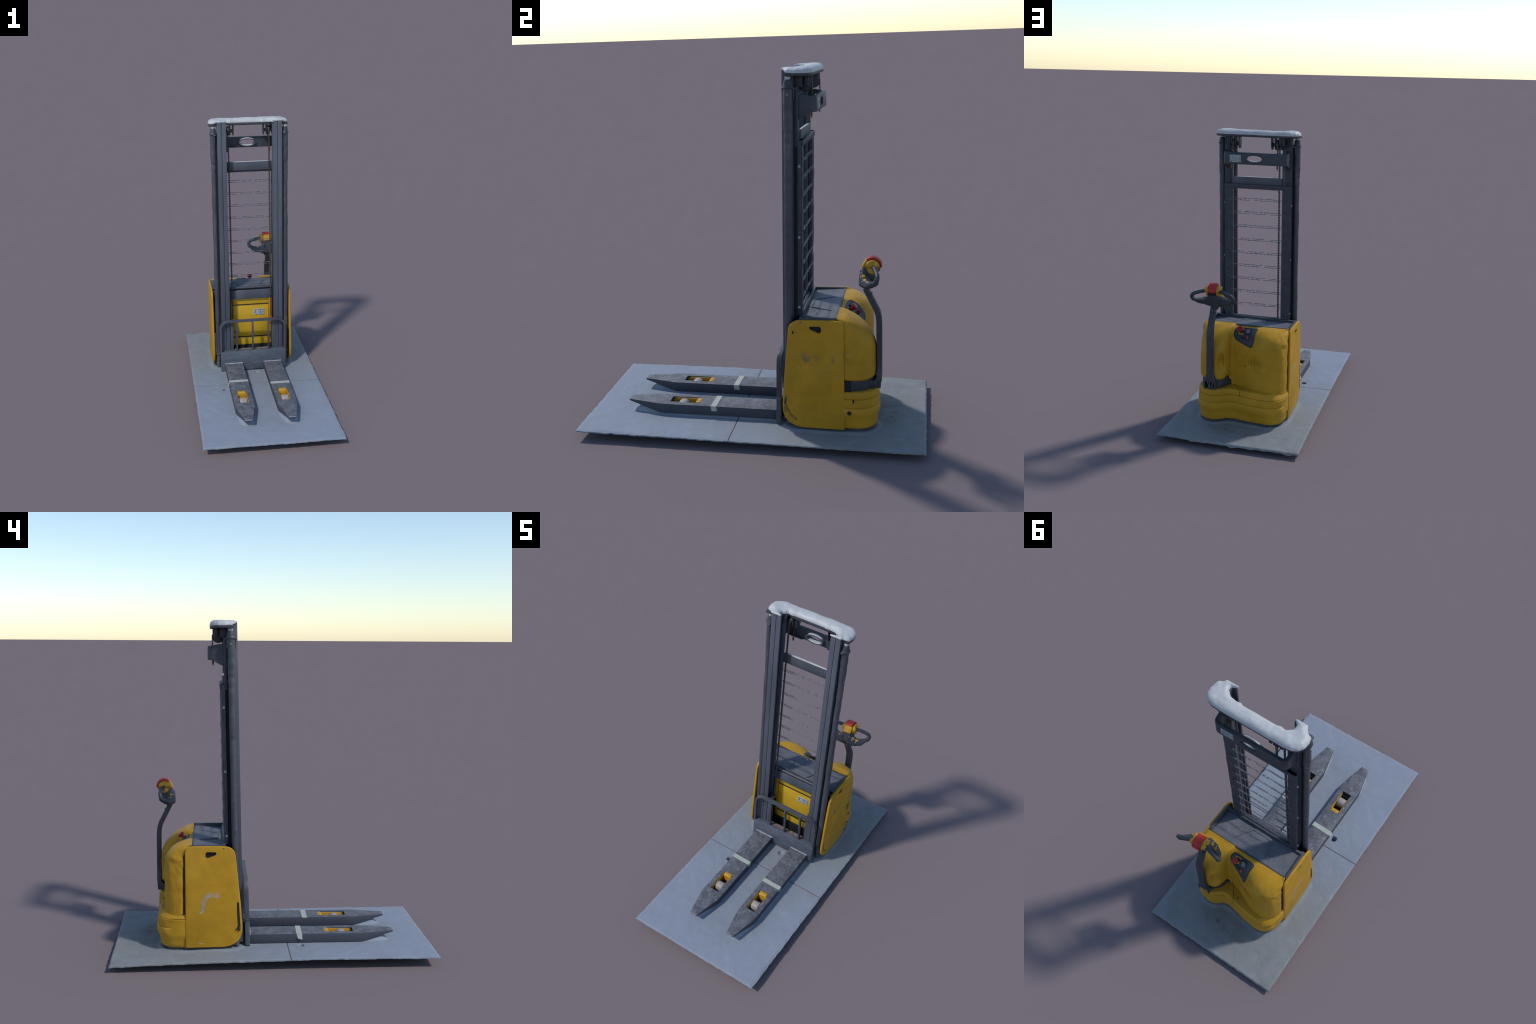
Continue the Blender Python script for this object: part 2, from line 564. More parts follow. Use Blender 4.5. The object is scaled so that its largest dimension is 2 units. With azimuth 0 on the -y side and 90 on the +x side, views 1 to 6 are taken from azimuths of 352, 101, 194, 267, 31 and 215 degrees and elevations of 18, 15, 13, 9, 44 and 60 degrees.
def floor_height(x, y):
    z = floor_z(x, y)
    z += 0.0022 * nz(x, y, 0.3, 6) + 0.0012 * nz(x, y, 1.3, 17) + 0.0007 * nz(x, y, 2.1, 45)
    z += (0.0030 * nz(x, y, 4.2, 14) + 0.003 * (1 - sstep(x, -0.35, 0.1))) * sstep(y, 0.45, 0.8)
    # the floor is fused to the undersides of the forks, as in the scan
    for cx in FORKS:
        d = abs(x - cx) - (fork_half(max(y, TIP_Y)) - 0.013)
        if d < 0.024 and -0.735 < y < 0.17:
            k = 1 - sstep(d, 0.0, 0.018)
            k *= sstep(y, -0.725, -0.645) if y < -0.5 else 1
            top = fork_bottom(y) - 0.002
            z += max(0, top - z) * k
    # the floor curls up a little where the body stands on it
    if -0.34 < x < 0.35 and 0.16 < y < 0.75:
        d = foot_distance(x, y)
        if d < 0.03:
            z += 0.007 * (1 - max(d, 0) / 0.03) ** 2
    # core holes
    for px, py, r, dep in ((-0.248, -0.167, 0.017, 0.07), (0.027, 0.104, 0.020, 0.016)):
        d = math.hypot(x - px, y - py)
        z -= dep * (1 - sstep(d, r * 0.45, r * 1.25))
    e = min(x + 0.474, 0.472 - x, y + 0.962, 0.963 - y)
    z -= 0.004 * (1 - sstep(e, 0, 0.012)) * (0.5 + 1.2 * abs(nz(x, y, 7, 22)))
    return max(z, 0.0)


def make_floor():
    nx = 190
    ys = [-0.962 + 1.925 * i / 380 for i in range(381)]
    ys = [y for y in ys if abs(y + 0.086) > 0.0045] + [-0.0895, -0.0875, -0.086, -0.0845, -0.0825]
    ys.sort()
    t = Build()
    bm = t.bm
    top, bot = [], []
    for j, y in enumerate(ys):
        ra, rb = [], []
        for i in range(nx + 1):
            x = -0.475 + 0.951 * i / nx
            yy, xx = y, x
            if j in (0, len(ys) - 1):
                yy += 0.004 * nz(x, y, 3, 28) + 0.002 * nz(x, y, 5, 90)
            if i in (0, nx):
                xx += 0.003 * nz(x, y, 9, 26) + 0.0016 * nz(x, y, 4, 90)
            z = floor_height(x, y)
            if abs(y + 0.086) < 0.002:
                z -= 0.003
            if j == len(ys) - 1 and x < 0.25:
                z -= 0.016 * max(0.0, nz(x, 3, 1, 16)) + 0.004
            ra.append(bm.verts.new((xx, yy, max(z, 0.004))))
            rb.append(bm.verts.new((xx, yy, max(z - 0.007, 0.0) if z > 0.012 else max(0.0, z - 0.002))))
        top.append(ra)
        bot.append(rb)
    m = len(ys)
    for j in range(m - 1):
        for i in range(nx):
            bm.faces.new((top[j][i], top[j][i + 1], top[j + 1][i + 1], top[j + 1][i]))
            bm.faces.new((bot[j][i], bot[j + 1][i], bot[j + 1][i + 1], bot[j][i + 1]))
    for j in range(m - 1):
        bm.faces.new((top[j][0], top[j + 1][0], bot[j + 1][0], bot[j][0]))
        bm.faces.new((top[j][nx], bot[j][nx], bot[j + 1][nx], top[j + 1][nx]))
    for i in range(nx):
        bm.faces.new((top[0][i], bot[0][i], bot[0][i + 1], top[0][i + 1]))
        bm.faces.new((top[-1][i], top[-1][i + 1], bot[-1][i + 1], bot[-1][i]))
    ob = t.done("concrete_floor", None, m_floor, angle=60)
    ob["label"] = "thin cut-out piece of blue-grey concrete floor"
    ob["category"] = "concrete floor"
    return ob


make_floor()
truck = thing("pallet_stacker", "yellow and grey electric pallet stacker with tall mast", "forklift stacker", (0.0, 0.4, 0.06))


# ---------------------------------------------------------------------- forks
def make_fork(cx):
    b = Build()
    top = 0.1245
    ys = [ROOT_Y, 0.0, -0.2, -0.4, SH_Y]
    ys += [SH_Y + (TIP_Y - SH_Y) * k / 8 for k in range(1, 9)]
    rings = []
    for y in ys:
        h, zb = fork_half(y), fork_bottom(y)
        rings.append([(cx - h, y, zb), (cx + h, y, zb), (cx + h, y, top), (cx - h, y, top)])
    b.loft(rings, bev=0.0025)
    f = b.done("fork", truck, m_fork)
    c = Build()
    c.prism([(cx - 0.034, -0.497), (cx + 0.032, -0.497), (cx + 0.035, -0.40), (cx + 0.035, -0.335), (cx + 0.028, -0.318), (cx - 0.030, -0.318), (cx - 0.036, -0.335), (cx - 0.036, -0.40)], 2, 0.03, 0.2)
    cut(f, c)
    # weld bead across the root
    w = Build()
    w.tube([(cx - 0.07 + 0.0035 * k, 0.139 + 0.001 * nz(k, cx, 0, 1.3), 0.1255 + 0.001 * nz(k, 2, cx, 0.9)) for k in range(41)], 0.0042, 8)
    w.done("weld_bead", f, metal_mat_bead)
    e = Build()
    e.tube([(cx - TIPH + 0.003 + (2 * TIPH - 0.006) * k / 8, TIP_Y + 0.0015, top - 0.0012 + 0.0006 * nz(k, cx, 1, 1.1)) for k in range(9)], 0.0020, 6)
    e.done("worn_edge", f, metal_mat_bead)
    # yellow load-wheel frame inside the pocket
    r = Build()
    for sx in (-1, 1):
        x0 = cx + sx * 0.0325
        r.prism([(-0.495, 0.07), (-0.495, 0.110), (-0.475, 0.119), (-0.34, 0.1205), (-0.325, 0.10), (-0.325, 0.07)], 0, x0 - 0.0022, x0 + 0.0022, 0.0008)
    r.prism([(-0.317, 0.1255), (-0.338, 0.1265), (-0.346, 0.122), (-0.352, 0.086), (-0.352, 0.07), (-0.318, 0.07)], 0, cx - 0.0295, cx + 0.0295, 0.003)
    r.done("wheel_frame", f, m_yplain)
    k = Build()
    k.cyl((cx, -0.425, 0.0865), (1, 0, 0), 0.0345, 0.053, n=40, bev=0.004)
    k.cyl((cx, -0.425, 0.088), (1, 0, 0), 0.009, 0.062, n=16, mi=1)
    k.done("load_roller", f, [m_roller, m_amber])
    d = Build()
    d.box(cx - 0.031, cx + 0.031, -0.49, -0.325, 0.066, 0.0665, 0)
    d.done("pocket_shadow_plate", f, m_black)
    return f


metal_mat_bead = plain("bare_weld", (0.30, 0.31, 0.35), 0.5, 0.3, 90)
fork_l, fork_r = make_fork(FORKS[0]), make_fork(FORKS[1])


def make_tape(cx, y0, fork, side, other):
    b = Build()
    n = 14
    h = FH + 0.0009
    topz = 0.1254

    def strip(fn_pts):
        rings = []
        for p, nrm in fn_pts:
            p, nrm = Vector(p), Vector(nrm) * 0.0007
            w0, w1 = -0.0165, 0.0165
            rings.append([p + Vector((0, w0, 0)), p + Vector((0, w1, 0)), p + Vector((0, w1, 0)) + nrm, p + Vector((0, w0, 0)) + nrm])
        b.loft(rings)
    pts = []
    for k in range(7):
        z = topz - 0.030 + 0.030 * k / 6 if side != 0 else topz - 0.004
        pts.append(((cx + side * h if side else cx + h, y0 + 0.003 * nz(k, cx, 3, 0.5), z), (side or 1, 0, 0)))
    for k in range(n + 1):
        x = cx + (side or 1) * (h - 2 * h * k / n)
        pts.append(((x, y0 + 0.004 * (k / n - 0.5) * (side or 1), topz), (0, 0, 1)))
    for k in range(1, 5):
        z = topz - other * k / 4
        pts.append(((cx - (side or 1) * h, y0, z), (-(side or 1), 0, 0)))
    strip(pts)
    b.done("masking_tape", fork, m_tape)


make_tape(FORKS[0], -0.161, fork_l, 1, 0.020)
make_tape(FORKS[1], -0.227, fork_r, 1, 0.006)
# loose flap of tape on the outside of the left fork
b = Build()
b.loft([[(FORKS[0] - FH - 0.001 - 0.012 * (k / 5) ** 1.5, -0.178 - 0.0 * k, 0.122 - 0.006 * k), (FORKS[0] - FH - 0.001 - 0.006 * (k / 5) ** 1.5, -0.150, 0.122 - 0.005 * k),
         (FORKS[0] - FH - 0.002 - 0.006 * (k / 5) ** 1.5, -0.150, 0.122 - 0.005 * k), (FORKS[0] - FH - 0.002 - 0.012 * (k / 5) ** 1.5, -0.178, 0.122 - 0.006 * k)] for k in range(6)])
b.done("tape_flap", fork_l, m_tape)

# ----------------------------------------------------------------- carriage
b = Build()
b.prism([(0.140, 0.066), (0.169, 0.066), (0.1735, 0.214), (0.187, 0.215), (0.187, 0.222), (0.1455, 0.222)], 0, -0.2475, 0.2585, 0.0016)
carriage = b.done("lift_carriage", truck, m_carr)
b = Build()
b.box(-0.132, 0.145, 0.176, 0.2, 0.222, 0.2235, 0, 0)
b.done("rusty_shelf", carriage, plain("dusty_shelf", (0.16, 0.13, 0.11), 0.8, 0.3, 50))
XL, XR, RT, RR = -0.2435, 0.2535, 0.4675, 0.060
path = [(XL, 0.222 + 0.185 * k / 6) for k in range(6)] + arc(XL + RR, RT - RR, RR, 180, 90, 12) + [(XL + RR + (XR - XL - 2 * RR) * k / 8, RT) for k in range(1, 8)]
path += arc(XR - RR, RT - RR, RR, 90, 0, 12) + [(XR, 0.222 + 0.185 * k / 6) for k in range(5, -1, -1)]


def rail_lean(z):
    return 0.1600 + 0.03 * (z - 0.22)


b = Build()
hw, hd = 0.0070, 0.0140
sec = [(-hd, -hw), (-hd + 0.002, -hw - 0.0005), (hd - 0.002, -hw - 0.0005), (hd, -hw), (hd, hw), (hd - 0.002, hw + 0.0005), (-hd + 0.002, hw + 0.0005), (-hd, hw)]
P3 = [Vector((x, rail_lean(z), z)) for x, z in path]
rings = []
for i, p in enumerate(P3):
    d = (P3[min(i + 1, len(P3) - 1)] - P3[max(i - 1, 0)]).normalized()
    u = Vector((-d.z, 0, d.x)).normalized()
    rings.append([p + Vector((0, s[0], 0)) + u * s[1] for s in sec])
b.loft(rings)
railing = b.done("load_backrest", carriage, m_rail)
for x in (-0.118, 0.0055, 0.1285):
    b = Build()
    z1 = RT - 0.004
    b.prism([(0.158, 0.2185), (0.178, 0.2185), (0.174, z1), (0.154, z1)], 0, x - 0.0060, x + 0.0060, 0.0012)
    b.done("backrest_post", carriage, m_rail)
for x in (-0.158, 0.162):
    b = Build()
    b.box(x - 0.0105, x + 0.0105, 0.0, 0.05, 0.222, 0.446, 0.0015)
    b.box(x - 0.017, x + 0.017, 0.03, 0.06, 0.43, 0.448, 0.002)
    b.done("carriage_upright", carriage, m_mast, lean=True)
for x, yz in ((0.2585, (0.160, 0.388)), (0.2585, (0.157, 0.235)), (-0.2475, (0.160, 0.385)), (-0.2475, (0.157, 0.23))):
    b = Build()
    b.cyl((x + (0.002 if x > 0 else -0.002), yz[0], yz[1]), (1, 0, 0), 0.0045, 0.006, n=12)
    b.done("side_screw", carriage, m_darkprint)

# ---------------------------------------------------------------------- mast
ZB, ZT = 0.085, 1.984


def channel(b, xo, xi, ydep, z0, z1, mi=0):
    """C-section rail open towards xi: web on the xo side."""
    s = 1 if xi > xo else -1
    f, w = 0.011, 0.010
    pts = [(xo, 0), (xi, 0), (xi, f), (xo + s * w, f), (xo + s * w, ydep - f), (xi, ydep - f), (xi, ydep), (xo, ydep)]
    b.prism(pts, 2, z0, z1, 0.0012, mi)


b = Build()
channel(b, -0.237, -0.2055, 0.058, ZB, ZT)
channel(b, 0.237, 0.2055, 0.058, ZB, ZT)
mast = b.done("mast", truck, m_mast, lean=True)
b = Build()
b.box(-0.2056, -0.2035, 0.004, 0.06, ZB, ZT - 0.004, 0)
b.box(0.2035, 0.2056, 0.004, 0.06, ZB, ZT - 0.004, 0)
for s in (-1, 1):
    b.box(min(s * 0.2035, s * 0.228), max(s * 0.2035, s * 0.228), 0.0585, 0.076, ZB, 1.90, 0)
    b.box(min(s * 0.2365, s * 0.25), max(s * 0.2365, s * 0.25), 0.030, 0.046, 0.2, 1.885, 0)
b.done("rail_gap_dark_fill", mast, m_black, lean=True)
for s in (-1, 1):
    b = Build()
    channel(b, s * 0.2030, s * 0.1715, 0.076, ZB + 0.03, ZT - 0.002)
    # roller track ribs on the inner side
    b.box(min(s * 0.1925, s * 0.1885), max(s * 0.1925, s * 0.1885), 0.02, 0.024, ZB + 0.05, ZT - 0.02, 0, 1)
    b.box(min(s * 0.1925, s * 0.1885), max(s * 0.1925, s * 0.1885), 0.05, 0.054, ZB + 0.05, ZT - 0.02, 0, 1)
    b.done("inner_rail", mast, [m_mast, m_mastdark], lean=True)

# cross members
b = Build()
b.box(-0.1725, 0.1725, 0.072, 0.09, 1.616, 1.679, 0.003)
b.done("crossbar", mast, m_mast, lean=True)
b = Build()
b.box(-0.1725, 0.1725, 0.074, 0.092, 0.606, 0.678, 0.003)
b.done("crossbar", mast, m_mast, lean=True)
b = Build()
b.sweep([(-0.15 + 0.30 * k / 40, 0.081, 1.6795) for k in range(41)], [(-0.007, 0), (-0.005, 0.002), (0, 0.003), (0.005, 0.002), (0.007, 0)], scale=lambda i: 0.6 + 0.5 * min(1, i / 5, (40 - i) / 5) + 0.25 * nz(i, 2, 3, 0.21))
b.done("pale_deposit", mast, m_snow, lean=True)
b = Build()
b.tube([(-0.165 + 0.33 * k / 20, 0.083, 0.6965 + 0.001 * nz(k, 1, 1, 0.4)) for k in range(21)], 0.0075, 12)
b.done("cross_tube", mast, m_tube, lean=True)

# lift cylinders: lumpy sleeves beside the rails
for x, yc, rs in ((-0.264, 0.0395, -0.0013), (0.2615, 0.035, 0.0008)):
    b = Build()
    zs = [0.13 + (1.893 - 0.13) * k / 200 for k in range(201)]
    rings = []
    for z in zs:
        r = 0.0198 + rs + 0.0022 * nz(x, 0.0, z, 11) + 0.0018 * nz(x, 4.0, z, 30)
        if z > 1.69:
            r += 0.0025
        ox, oy = 0.0015 * nz(x, 9, z, 6), 0.0022 * nz(x, 3, z, 7)
        rings.append([(x + ox + r * math.cos(a * math.tau / 20) * (1 + 0.05 * nz(a, z, x, 3)), yc + oy + r * math.sin(a * math.tau / 20), z) for a in range(20)])
    b.loft(rings)
    b.cyl((x, yc, 0.12), (0, 0, 1), 0.014, 0.09, n=16)
    b.cyl((x, yc, 0.185), (0, 0, 1), 0.0245, 0.018, n=24, bev=0.003)
    cyl_o = b.done("lift_cylinder", mast, m_tube, lean=True)
    b = Build()
    prof = [(1.892, 0.0225), (1.895, 0.0285), (1.899, 0.0285), (1.905, 0.0245), (1.912, 0.0215), (1.93, 0.020), (1.936, 0.017), (1.938, 0.012), (1.957, 0.012)]
    b.loft([[(x + r * math.cos(a * math.tau / 24), yc + r * math.sin(a * math.tau / 24) * 1.05, z) for a in range(24)] for z, r in prof])
    b.done("rod_bellows", mast, m_plastic, lean=True)
    b = Build()
    b.cyl((x, yc, 1.945), (0, 0, 1), 0.0145, 0.016, n=20, bev=0.003)
    b.done("pale_collar", mast, m_snow, lean=True)
    # small stay rods that flank the sleeve top
    b = Build()
    for dy in (-0.007, 0.044):
        b.cyl((x * 0.965, dy + 0.018, 1.866), (0, 0, 1), 0.0028, 0.05, n=10)
        b.box(x * 0.965 - 0.008, x * 0.965 + 0.008, dy + 0.008, dy + 0.028, 1.888, 1.896, 0.002)
    b.cyl((x + (0.0205 if x > 0 else -0.0205), yc, 1.865), (1, 0, 0), 0.004, 0.008, n=12, mi=1)
    b.done("stay_rod", mast, [m_mast, m_zinc], lean=True)

# top cap (dark U-shaped plate) in world coordinates
CAP = [(0.292, 0.243), (0.296, 0.300), (0.290, 0.334), (0.268, 0.360), (0.232, 0.373), (0.19, 0.376), (-0.19, 0.377), (-0.232, 0.372),
       (-0.262, 0.356), (-0.279, 0.330), (-0.283, 0.290), (-0.280, 0.243), (-0.248, 0.243), (-0.184, 0.262), (-0.165, 0.288), (-0.14, 0.297), (0.15, 0.297), (0.185, 0.288), (0.205, 0.262), (0.212, 0.243)]
b = Build()
b.prism(CAP, 2, 1.953, 1.971, 0.003)
b.box(-0.135, 0.185, 0.290, 0.302, 1.950, 1.968, 0.002)
cap = b.done("mast_cap", mast, m_plastic)

# pale, rounded, dripping layer over the cap
SNOW = [(0.291, 0.250), (0.297, 0.300), (0.291, 0.336), (0.268, 0.362), (0.232, 0.374), (0.19, 0.377), (-0.19, 0.378), (-0.232, 0.373),
        (-0.263, 0.357), (-0.281, 0.330), (-0.284, 0.290), (-0.276, 0.262), (-0.252, 0.250), (-0.238, 0.236), (-0.230, 0.2195), (-0.168, 0.2195), (-0.158, 0.223), (-0.182, 0.245), (-0.178, 0.272), (-0.150, 0.294), (-0.125, 0.288), (-0.10, 0.295),
        (0.10, 0.294), (0.115, 0.287), (0.14, 0.291), (0.178, 0.284), (0.203, 0.265), (0.210, 0.240), (0.172, 0.226), (0.180, 0.2195), (0.250, 0.2195), (0.258, 0.234), (0.278, 0.240)]
b = Build()
b.prism(SNOW, 2, 1.966, 1.998)
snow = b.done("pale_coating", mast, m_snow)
modified(snow, [("REMESH", dict(mode="VOXEL", voxel_size=0.0032)), ("SMOOTH", dict(factor=0.5, iterations=8))], 80)


def edge_distance(x, y, poly):
    p, best = Vector((x, y)), 9.0
    for a, c in zip(poly, poly[1:] + poly[:1]):
        a, c = Vector(a), Vector(c)
        t = max(0.0, min(1.0, (p - a).dot(c - a) / (c - a).length_squared))
        best = min(best, (p - a.lerp(c, t)).length)
    return best


def settle(ob):
    lo = 1.966
    pos = []
    for v in ob.data.vertices:
        x, y, z = v.co
        d = edge_distance(x, y, SNOW)
        dome = math.sqrt(max(0.0, 1 - (1 - min(d / 0.034, 1)) ** 2))
        horn = sstep(y, 0.218, 0.262)
        top = 0.006 + 0.024 * dome * (0.35 + 0.65 * horn) + 0.0045 * nz(x, y, 2.0, 13) * dome + 0.0018 * nz(x, y, 5.0, 38)
        k = max(0.0, (z - lo) / 0.032)
        # thin tongues lie on top of the rails, dripping lobes hang at the inner edge
        base = lo + 0.017 * (1 - horn)
        z = base + k * top if k > 0.3 else base + (z - lo) * 0.6 - 0.003 * max(0.0, nz(x, y, 8.0, 26)) * horn
        pos.append((x, y, z))
    hi = max(p[2] for p in pos)
    for v, p in zip(ob.data.vertices, pos):
        v.co = (p[0], p[1], p[2] if p[2] < 1.98 else 1.98 + (p[2] - 1.98) * 0.02 / (hi - 1.98))
    ob.data.update()
    soften(ob.data, 80)


settle(snow)

# hanging plates, pulleys and blocks beneath the cap
for s in (-1, 1):
    b = Build()
    cx = 0.013
    for xo in (0.112, 0.136, 0.176):
        x = cx + s * xo
        b.prism([(0.300, 1.955), (0.360, 1.955), (0.360, 1.905), (0.345, 1.874), (0.315, 1.872), (0.300, 1.885)], 0, x - 0.0035, x + 0.0035, 0.002)
    b.box(cx + s * 0.2 - 0.016, cx + s * 0.2 + 0.016, 0.278, 0.322, 1.897, 1.953, 0.003)
    b.box(cx + s * 0.18 - 0.02, cx + s * 0.18 + 0.02, 0.33, 0.352, 1.90, 1.953, 0.003)
    b.done("pulley_bracket", mast, m_mastdark)
    b = Build()
    b.cyl((cx + s * 0.150, 0.3275, 1.905), (1, 0, 0), 0.0325, 0.014, n=36, bev=0.002)
    b.cyl((cx + s * 0.150, 0.3275, 1.905), (1, 0, 0), 0.036, 0.0035, n=36, mi=1)
    b.cyl((cx + s * 0.150, 0.3275, 1.905), (1, 0, 0), 0.012, 0.078, n=20, bev=0.002, mi=1)
    b.done("chain_pulley", mast, [m_chain, m_mastdark])
    b = Build()
    b.cyl((cx + s * 0.206, 0.300, 1.952), (0, 0, 1), 0.011, 0.008, n=14)
    b.done("rusty_nut", mast, m_rust)
    b = Build()
    b.box(cx + s * 0.198, cx + s * 0.216, 0.32, 0.324, 1.905, 1.935, 0.002)
    b.done("dark_pocket", mast, m_black)

# chain anchor bracket with an oval hand hole
BR_OUT = [(-0.216, 0.294), (-0.2175, 0.335)] + arc(-0.183, 0.356, 0.0345, 180, 90, 8) + [(-0.1, 0.3905), (0.0, 0.3905), (0.1, 0.3905)] + arc(0.193, 0.356, 0.0345, 90, 0, 8) + [(0.2285, 0.335), (0.228, 0.294)]
TB = 0.020
b = Build()
rings = []
n = len(BR_OUT)
for i, p in enumerate(BR_OUT):
    a, c = Vector(BR_OUT[max(i - 1, 0)]), Vector(BR_OUT[min(i + 1, n - 1)])
    d = (c - a).normalized()
    inn = Vector(p) + Vector((d.y, -d.x)) * TB
    k = sstep(p[1], 0.385, 0.30)
    k = 1 - sstep(p[1], 0.30, 0.375)
    z0, z1 = 1.772 - 0.038 * k ** 1.3, 1.851 + 0.013 * k
    rings.append([(p[0], p[1], z0), (p[0], p[1], z1 - 0.003), (p[0] * 0.995, p[1] - 0.002, z1), (inn.x, inn.y, z1), (inn.x, inn.y, z0)])
b.loft(rings)
bracket = b.done("chain_bracket", mast, m_plastic)


def ellipse(cx, cz, rx, rz, n=40):
    return [(cx + rx * math.cos(i * math.tau / n), cz + rz * math.sin(i * math.tau / n)) for i in range(n)]


c = Build()
c.prism(ellipse(0.009, 1.811, 0.053, 0.021), 1, 0.3, 0.45)
cut(bracket, c)
b = Build()
o, q = ellipse(0.009, 1.811, 0.064, 0.031, 48), ellipse(0.009, 1.811, 0.055, 0.023, 48)
b.loft([[(x, y, z) for x, z in o2] for y, o2 in ((0.381, o), (0.352, o), (0.349, ellipse(0.009, 1.811, 0.062, 0.029, 48)), (0.349, ellipse(0.009, 1.811, 0.057, 0.0245, 48)), (0.352, q), (0.385, q))], caps=False)
b.done("hand_hole_collar", mast, m_mast)
b = Build()
for hold, rz, zc, sgn in ((0.064, 0.0312, 1.811, 1), (0.0545, 0.0225, 1.811, -1)):
    a0, a1 = (40, 140) if sgn > 0 else (220, 320)
    pts = [(0.009 + hold * math.cos(math.radians(a)), zc + rz * math.sin(math.radians(a))) for a in [a0 + (a1 - a0) * i / 24 for i in range(25)]]
    th = [0.0045 * math.sin(math.pi * min(1, max(0, i / 24))) ** 0.5 + 0.0003 for i in range(25)]
    b.loft([[(x, 0.353, z - 0.001), (x, 0.356, z + t), (x, 0.378, z + t * 0.9), (x, 0.384, z - 0.001)] for (x, z), t in zip(pts, th)])
b.done("pale_deposit", mast, m_snow)
# inner stiffening floor of the bracket
b = Build()
b.prism([(-0.19, 0.382), (-0.06, 0.382), (-0.08, 0.352), (-0.175, 0.352)], 2, 1.776, 1.782, 0.001)
b.prism([(0.08, 0.382), (0.205, 0.382), (0.19, 0.352), (0.1, 0.352)], 2, 1.776, 1.782, 0.001)
b.done("bracket_web", mast, m_mastdark)
# capacity plate on the bracket
b = Build()
b.box(0.100, 0.177, 0.3902, 0.3918, 1.785, 1.834, 0.0008, 0)
for r in range(7):
    z = 1.8285 - 0.0052 * r
    b.box(0.118, 0.170, 0.3915, 0.3922, z - 0.0006, z + 0.0006, 0, 1)
for x in (0.118, 0.131, 0.144, 0.157, 0.170):
    b.box(x - 0.0005, x + 0.0005, 0.3915, 0.3922, 1.797, 1.829, 0, 1)
b.box(0.104, 0.108, 0.3915, 0.3922, 1.80, 1.829, 0, 1)
b.box(0.106, 0.172, 0.3915, 0.3923, 1.788, 1.794, 0, 1)
b.box(0.112, 0.160, 0.3921, 0.3927, 1.7895, 1.7925, 0, 2)
b.done("capacity_plate", mast, [m_lightgrey, m_darkprint, m_white])
for x in (0.176, -0.142):
    b = Build()
    b.cyl((x + 0.0, 0.358, 1.775), (0, 0, 1), 0.004, 0.07, n=10)
    b.cyl((x, 0.358, 1.757), (0, 0, 1), 0.0065, 0.012, n=6)
    b.done("anchor_bolt", mast, m_rust)


# leaf chains
def chain(x0, y_of, z0, z1, name="lift_chain"):
    b = Build()
    pitch = 0.0088
    k = 0
    z = z0
    while z < z1:
        w = 0.0068 if k % 2 else 0.0045
        y = y_of(z)
        b.box(x0 - w, x0 + w, y - 0.0036, y + 0.0036, z, z + pitch * 0.86, 0.0012, 0, 1)
        if k % 2:
            b.cyl((x0, y, z + pitch / 2), (1, 0, 0), 0.0021, 0.0148, n=6)
        z += pitch
        k += 1
    return b.done(name, mast, m_chain, kind="stuff")


for s, xc in ((-1, -0.1395), (1, 0.1605)):
    chain(xc, lambda z: 0.2915 + (0.238 - 0.2915) * (1.90 - z) / (1.90 - 0.46), 0.462, 1.912)
    chain(xc + 0.004 * s, lambda z: 0.3615, 1.785, 1.91)
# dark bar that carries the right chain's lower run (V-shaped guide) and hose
b = Build()
for xx in (0.149, -0.1385):
    b.tube([(xx, 0.083, 0.25), (xx, 0.083, 0.45)], 0.006, 10)
b.done("chain_stud", mast, m_chain, lean=True)

# ---------------------------------------------------------- finger guard mesh
guard_m = Mat("guard_plate", 0.5)
cc = guard_m.mix(guard_m.ramp(guard_m.noise(60, 4, 0.6, (6, 1, 0.25)), 0.35, 0.7), (0.036, 0.040, 0.053), (0.060, 0.064, 0.080))
guard_m.color(cc)
guard_m.bump(guard_m.noise(70, 3, 0.6, (6, 1, 0.2)), 0.4, 0.002)
m_guard = guard_m.m
b = Build()
GX = -0.0085
for s in (-1, 1):
    # wavy-edged rear strip + spacer channel to the rail
    rings = []
    for k in range(121):
        z = 0.695 + (1.632 - 0.695) * k / 120
        w = 0.0015 * nz(s, 1, z, 12) + 0.0008 * nz(s, 5, z, 50)
        yb = -0.006 + 0.0036 * nz(s, 8, z, 9) + 0.0022 * nz(s, 8, z, 24)
        xi, xo = 0.1765 + w, 0.2305 + w * 0.6
        ring = [(s * xi, 0.088), (s * xi, 0.106 + yb), (s * (xi + xo) / 2, 0.1085 + yb), (s * xo, 0.107 + yb), (s * xo, 0.088)]
        rings.append([(x + GX, y, z) for x, y in (ring if s > 0 else ring[::-1])])
    b.loft(rings)
    b.box(min(s * 0.1775, s * 0.228) + GX, max(s * 0.1775, s * 0.228) + GX, 0.078, 0.0885, 0.69, 1.63, 0.001)
    b.box(min(s * 0.224, s * 0.234) + GX * 0.6, max(s * 0.224, s * 0.234) + GX * 0.6, 0.0765, 0.097, 0.69, 1.632, 0.0015)
    b.box(min(s * 0.19, s * 0.234) + GX * 0.6, max(s * 0.19, s * 0.234) + GX * 0.6, 0.0620, 0.0815, 1.60, 1.90, 0.0015)
b.box(-0.236, 0.222, 0.084, 0.107, 1.602, 1.632, 0.004)
guard = b.done("finger_guard", truck, m_guard, lean=True)
